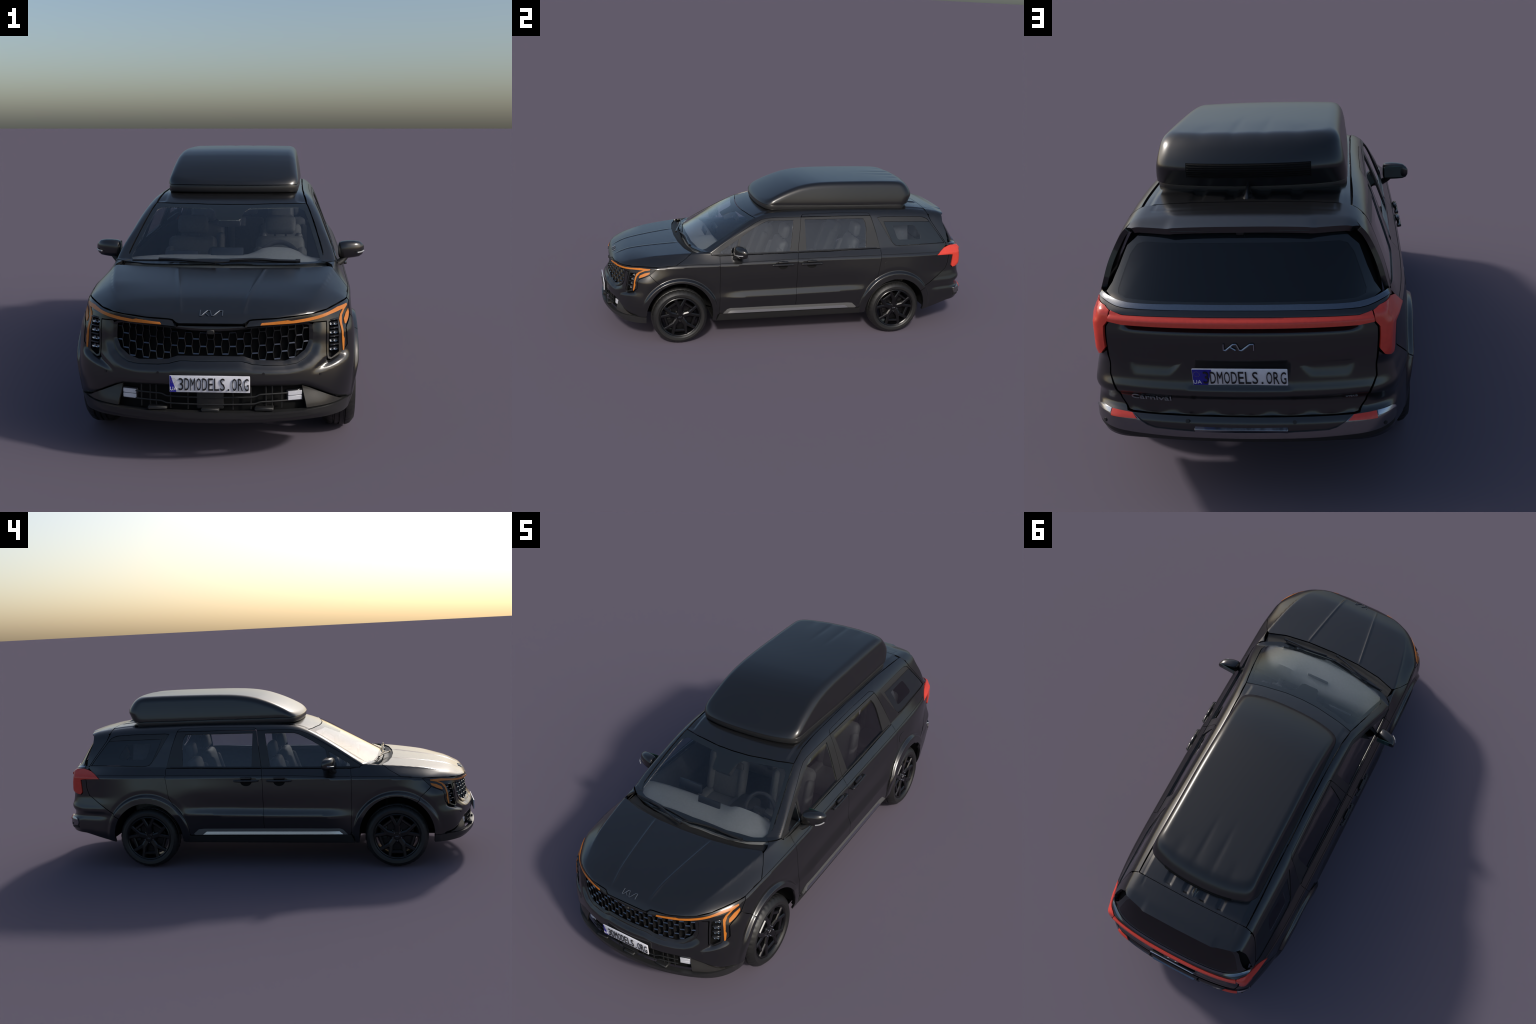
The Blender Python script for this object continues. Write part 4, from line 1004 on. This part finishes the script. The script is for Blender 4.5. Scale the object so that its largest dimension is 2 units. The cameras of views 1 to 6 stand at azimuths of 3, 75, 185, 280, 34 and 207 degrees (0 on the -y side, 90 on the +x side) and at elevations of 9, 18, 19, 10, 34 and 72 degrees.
PLATEW2 = material('indicator_lens', (.30, .30, .31), rough=.25, grain=(100, .05))
for s, pr in ((1, FD[0]), (-1, FD[1])):
    # housing: sections from the inboard end to the tip; each a rounded shape in (y,z)
    S = []; Sg = []
    for t, y0, y1, z0, z1 in ((0.0, -.352, -.326, .472, .502), (.03, -.358, -.320, .462, .510), (.12, -.361, -.3150, .4575, .5145), (.35, -.3585, -.310, .4585, .5165), (.6, -.351, -.3060, .4605, .5160), (.8, -.343, -.303, .463, .5135), (.93, -.329, -.3015, .469, .506), (1.0, -.317, -.304, .479, .497)):
        x = .362 + .0865 * t; cy, cz, hy, hz = (y0 + y1) / 2, (z0 + z1) / 2, (y1 - y0) / 2, (z1 - z0) / 2
        ring = []
        for a in np.linspace(0, 2 * math.pi, 36, endpoint=False):
            c, si = math.cos(a), math.sin(a); ex = 2 / (2.4 if c < 0 else 5.0)
            ring.append((x + (.012 * si if t < .2 else .006 * si) * 0, cy + hy * np.sign(c) * abs(c) ** ex, cz + hz * np.sign(si) * abs(si) ** (2 / 2.6)))
        S.append(np.array(ring))
    V, F = loft(S); MR = add('side_mirror', V * [s, 1, 1], F if s < 0 else [q[::-1] for q in F], PAINT, pr, angle=60)
    V, F = merge(rbox((.074, .003, .040), (.403, -.3045, .488), .0014, 1, rot=(0, 0, -.06))); add('mirror_glass', V * [s, 1, 1], F if s > 0 else [q[::-1] for q in F], MIRRORG, MR, angle=40)
    ind_ = np.array([(.424, -.3560, .4800), (.434, -.3490, .4805), (.441, -.3400, .4815), (.4465, -.3270, .4830)])
    V, F = tube(chaikin(ind_, 2, False), .0024, 8); add('mirror_indicator', V * [s, 1, 1], F if s > 0 else [q[::-1] for q in F], PLATEW2, MR, angle=40)
    arm = np.array([(.353, -.356, .440), (.366, -.350, .446), (.378, -.342, .455), (.388, -.338, .466)])
    V, F = tube(chaikin(arm, 2, False), np.interp(np.arange(len(chaikin(arm, 2, False))), [0, len(chaikin(arm, 2, False)) - 1], [.014, .011]), 12, flat=.8); add('mirror_arm', V * [s, 1, 1], F if s > 0 else [q[::-1] for q in F], PLAST, MR, angle=50)
# ================================================================ cabin
def seat(x, y, w=.165, back_h=.235, lean=.30, z=.235, name='seat'):
    parts = [rbox((w, .17, .06), (x, y, z), .025, 3), rbox((w * .22, .16, .03), (x - w * .42, y, z + .03), .013, 3), rbox((w * .22, .16, .03), (x + w * .42, y, z + .03), .013, 3)]
    c, s_ = math.cos(lean), math.sin(lean)
    def up(h, f=0): return (y + .085 + h * s_ - f * c, z + .01 + h * c + f * s_)
    ym, zm = up(back_h / 2)
    parts.append(rbox((w * .96, .050, back_h), (x, ym, zm), .024, 3, rot=(-lean, 0, 0)))
    for sg_ in (-1, 1):
        yb, zb = up(back_h * .45, .016); parts.append(rbox((w * .20, .045, back_h * .75), (x + sg_ * w * .42, yb, zb), .020, 3, rot=(-lean, 0, 0)))
    yh, zh = up(back_h + .042, .006)
    head = rbox((w * .60, .040, .070), (x, yh, zh), .018, 3, rot=(-lean * .6, 0, 0))
    post = [tube([(x + d, *up(back_h - .01)), (x + d, *up(back_h + .03))], .004, 6) for d in (-.02, .02)]
    o = add(name, *merge(*parts), SEAT, angle=40)
    add('headrest', *head, SEAT, o, angle=40); add('headrest_post', *merge(*post), STEEL, o, angle=40)
    return o
for x in (-.155, .165): seat(x, -.215, w=.185, back_h=.245, lean=.33, z=.25)
for x in (-.16, .16): seat(x, .20, w=.175, back_h=.245, lean=.30, z=.25)
for x in (-.185, 0, .185): seat(x, .56, w=.165, back_h=.215, lean=.28, z=.27)
# dashboard: a loft across the car
S = []
for x in np.linspace(-.318, .318, 29):
    k = abs(x) / .318; yf = -.565 + .055 * k ** 2; zt = .478 - .012 * k ** 4
    hump = .026 * math.exp(-((x - .165) / .075) ** 4)
    S.append(np.array([(x, yf, .44), (x, yf, zt - .012), (x, yf + .02, zt - .002), (x, -.47, zt + .004 + hump * .6), (x, -.43, zt + .002 + hump), (x, -.405, zt - .012 + hump * .6), (x, -.395, zt - .04), (x, -.42, .38), (x, -.44, .28)]))
V, F = loft(S, closed=False, caps=False); DB = add('dashboard', V, F, DASH, angle=50)
V, F = rbox((.104, .008, .036), (.003, -.450, .488), .003, 2, rot=(-.25, 0, 0)); add('centre_screen', V, F, SCREEN, DB, angle=40)
V, F = rbox((.112, .012, .040), (-.155, -.362, .462), .004, 2, rot=(-.25, 0, 0)); add('display', V, F, SCREEN, DB, angle=40)
V, F = rbox((.10, .30, .16), (0, -.30, .26), .02, 3); add('console', V, F, CABIN, DB, angle=40)
a = np.linspace(0, 2 * math.pi, 48, endpoint=False); ct, st_ = math.cos(.45), math.sin(.45)
ring = np.stack([.166 + .066 * np.cos(a), -.338 - .066 * np.sin(a) * -st_ * 1.0 - .0, .445 + .066 * np.sin(a) * ct], 1); ring[:, 1] = -.338 + .066 * np.sin(a) * st_
spk = [tube([(.166 + .062 * math.cos(t), -.338 + .062 * math.sin(t) * st_, .445 + .062 * math.sin(t) * ct), (.166, -.345, .443)], .008, 8) for t in (math.radians(200), math.radians(-20), math.radians(-90))]
V, F = merge(tube(ring, .008, 10, closed=True), *spk, rbox((.05, .02, .04), (.166, -.347, .442), .008, 2), tube([(.166, -.35, .44), (.166, -.43, .40)], .012, 10)); add('steering_wheel', V, F, CABIN, DB, angle=40)
# camera and mirror pod behind the screen
V, F = rbox((.075, .07, .028), (.002, -.318, .585), .008, 2, rot=(.5, 0, 0)); add('camera_pod', V, F, CABIN, angle=40)
V, F = rbox((.10, .014, .032), (.002, -.275, .570), .006, 2); add('rear_view_mirror', V, F, CABIN, angle=40)
V, F = merge(rbox((.70, .80, .012), (0, -.04, .140), .004, 1), rbox((.46, .50, .012), (0, .60, .185), .004, 1)); add('cabin_floor', V, F, CABIN, angle=40)
for s_ in (-1, 1):                                     # trim inside the rear quarter windows
    V, F = rbox((.012, .115, .13), (s_ * .262, .575, .545), .005, 2, rot=(0, s_ * -.28, 0)); add('quarter_trim', V, F, LINER, angle=40)
V, F = rbox((.60, .012, .26), (0, -.585, .30), .004, 1); add('firewall', V, F, DARK, angle=40)

# ================================================================ roof box
_bt = curve([(-.30, .60), (-.205, .672), (-.19, .694), (-.165, .712), (-.133, .730), (-.081, .755), (-.03, .775), (.015, .789), (.08, .801), (.14, .8065), (.25, .810), (.45, .8115), (.60, .809), (.70, .805), (.8, .80)])
def box_f(x, y, z):
    ax = np.abs(x)
    w = .2390 - .022 * np.clip((z - .70) / .11, 0, 1) ** 1.3 - .010 * sstep(.30, -.20, y)
    side = ax - w
    pl = .60 * x * x + 6 * x ** 4
    fr = (-.203 + pl) - y
    rear = y - (.672 - .55 * x * x - 6 * x ** 4 + .016 * np.clip((z - .69) / .04, 0, 1) - .055 * np.clip((z - .735) / .075, 0, 1.3) ** 1.5)
    g_ = bump(ax - .037, .011) * sstep(.36, .56, y) * .0014 + .0012 * bump(ax - .12, .02) * sstep(.5, .62, y)
    top = z - (_bt(y - pl * .35) - .06 * x * x - g_)
    g = smax(smax(side, fr, .034), rear, .034)
    return smax(g, top, .028)
def march_box(o, d):
    a = np.zeros(len(o)); b = np.full(len(o), 2.2)
    for _ in range(34):
        m = .5 * (a + b); P = o + d * m[:, None]; v = box_f(P[:, 0], P[:, 1], P[:, 2]) > 0
        b = np.where(v, m, b); a = np.where(v, a, m)
    return o + d * a[:, None]
def box_rows(zs, n, w=1.0):
    rows = []
    for z in zs:
        u = np.linspace(0, 2 * math.pi, n, endpoint=False)
        c = np.sign(np.cos(u)) * np.abs(np.cos(u)) ** .6; s_ = np.sign(np.sin(u)) * np.abs(np.sin(u)) ** .6
        d = np.stack([c * .25, s_ * .45, 0 * u], 1); o = np.stack([0 * u, 0 * u + .24, 0 * u + z], 1)
        rows.append(march_box(o, d))
    return rows
n = 240
rows = box_rows([.690], n)
base0 = rows[0]
# lid: rays fan up from the rim plane to the crown
lid = []
for ph in np.linspace(0, 1, 90):
    u = np.linspace(0, 2 * math.pi, n, endpoint=False); e = math.pi / 2 * ph
    c = np.sign(np.cos(u)) * np.abs(np.cos(u)) ** .6; s_ = np.sign(np.sin(u)) * np.abs(np.sin(u)) ** .6
    d = np.stack([c * .25 * math.cos(e), s_ * .45 * math.cos(e), 0 * u + .14 * math.sin(e)], 1); o = np.zeros((n, 3)) + [0, .24, .690]
    if ph == 1: d[:, :2] = 0
    lid.append(march_box(o, d))
L_ = np.array(lid[:-1]); V = np.vstack([L_.reshape(-1, 3), lid[-1][:1]]); k = len(lid) - 1
F = [(i * n + j, i * n + (j + 1) % n, (i + 1) * n + (j + 1) % n, (i + 1) * n + j) for i in range(k - 1) for j in range(n)] + [((k - 1) * n + j, (k - 1) * n + (j + 1) % n, k * n) for j in range(n)]
BE = bpy.data.objects.new('roof_box', None); BE.empty_display_size = .1; BE.location = (0, .24, .66); bpy.context.collection.objects.link(BE); BE.parent = ROOT
def box_part(name, V, F, mat, **kw):
    return add(name, np.asarray(V) - [0, .24, .66], F, mat, BE, **kw)
# rim of the lid tucks under by a few millimetres
c0 = np.array([0, .24, 0]);
def shrink(R, d, z):
    q = R.copy(); v = q[:, :2] - c0[:2]; l = np.linalg.norm(v, axis=1, keepdims=True)
    q[:, :2] = c0[:2] + v * (1 - d / l); q[:, 2] = z; return q
rim = np.vstack([shrink(base0, 0, .690), shrink(base0, .004, .688), shrink(base0, .008, .690)])
Fr = [(i * n + (j + 1) % n, i * n + j, (i + 1) * n + j, (i + 1) * n + (j + 1) % n) for i in range(2) for j in range(n)]
Vl, Fl = merge((V, F), (rim, Fr))
LID = box_part('box_lid', Vl, Fl, BOXP, angle=60)
prof = [(.007, .689), (.0035, .6875), (.0025, .684), (.002, .668), (.006, .6625), (.02, .660), (.10, .6595)]
S = [shrink(base0, d, z) for d, z in prof]
for q_ in S: q_[:, 1] -= .014 * sstep(.42, .64, q_[:, 1])
V, F = loft([s_ for s_ in S], caps=True); box_part('box_base', V, [q[::-1] for q in F], SATIN, angle=50)
# rear-wall vent laid on the surface, coloured near-black for the unlit recess
def box_rear(xs, z): xs = np.asarray(xs, float); return march_box(np.stack([xs, 0 * xs + .3, 0 * xs + z], 1), np.tile([0, .3, 0], (len(xs), 1)))
slats = []
for i in range(7):
    z = .7135 + i * .0052
    P = box_rear(np.linspace(-.150, .147, 21), z) + [0, .0012, 0]
    sec_ = [np.array([q + [0, -.004, -.0018], q + [0, .0012, -.0022], q + [0, .0012, -.0010], q + [0, -.002, .0018]]) for q in P]
    slats.append(loft(sec_))
box_part('vent_slat', *merge(*slats), DARK, smooth=False, stuff=True)
xs = np.linspace(-.1535, .1495, 31); zs = np.linspace(.7105, .7475, 8)
V = np.vstack([box_rear(xs, z) + [0, .0009, 0] for z in zs]); m = len(xs)
F = [(j * m + i + 1, j * m + i, (j + 1) * m + i, (j + 1) * m + i + 1) for j in range(len(zs) - 1) for i in range(m - 1)]
V = np.vstack([V, np.array(V) - [0, .004, 0]]); q0 = len(V) // 2; F += [tuple(t_ + q0 for t_ in q[::-1]) for q in F]
box_part('vent', V, F, DARK, angle=40)
# cross bars and feet
parts = []
for y in (.02, .45):
    parts.append(tube([(-.238, y, .672), (-.12, y, .690), (.12, y, .690), (.238, y, .672)][0:0] or [(-.215, y, .662), (.215, y, .662)], .008, 10, flat=.6))
    for s in (-1, 1):
        zr = float(roof_z(np.array([.236]), np.array([y]))[0]); parts.append(rbox((.020, .05, .016), (s * .212, y, zr + .004), .005, 2))
V, F = merge(*parts); box_part('cross_bar', V, F, PLAST, angle=40)
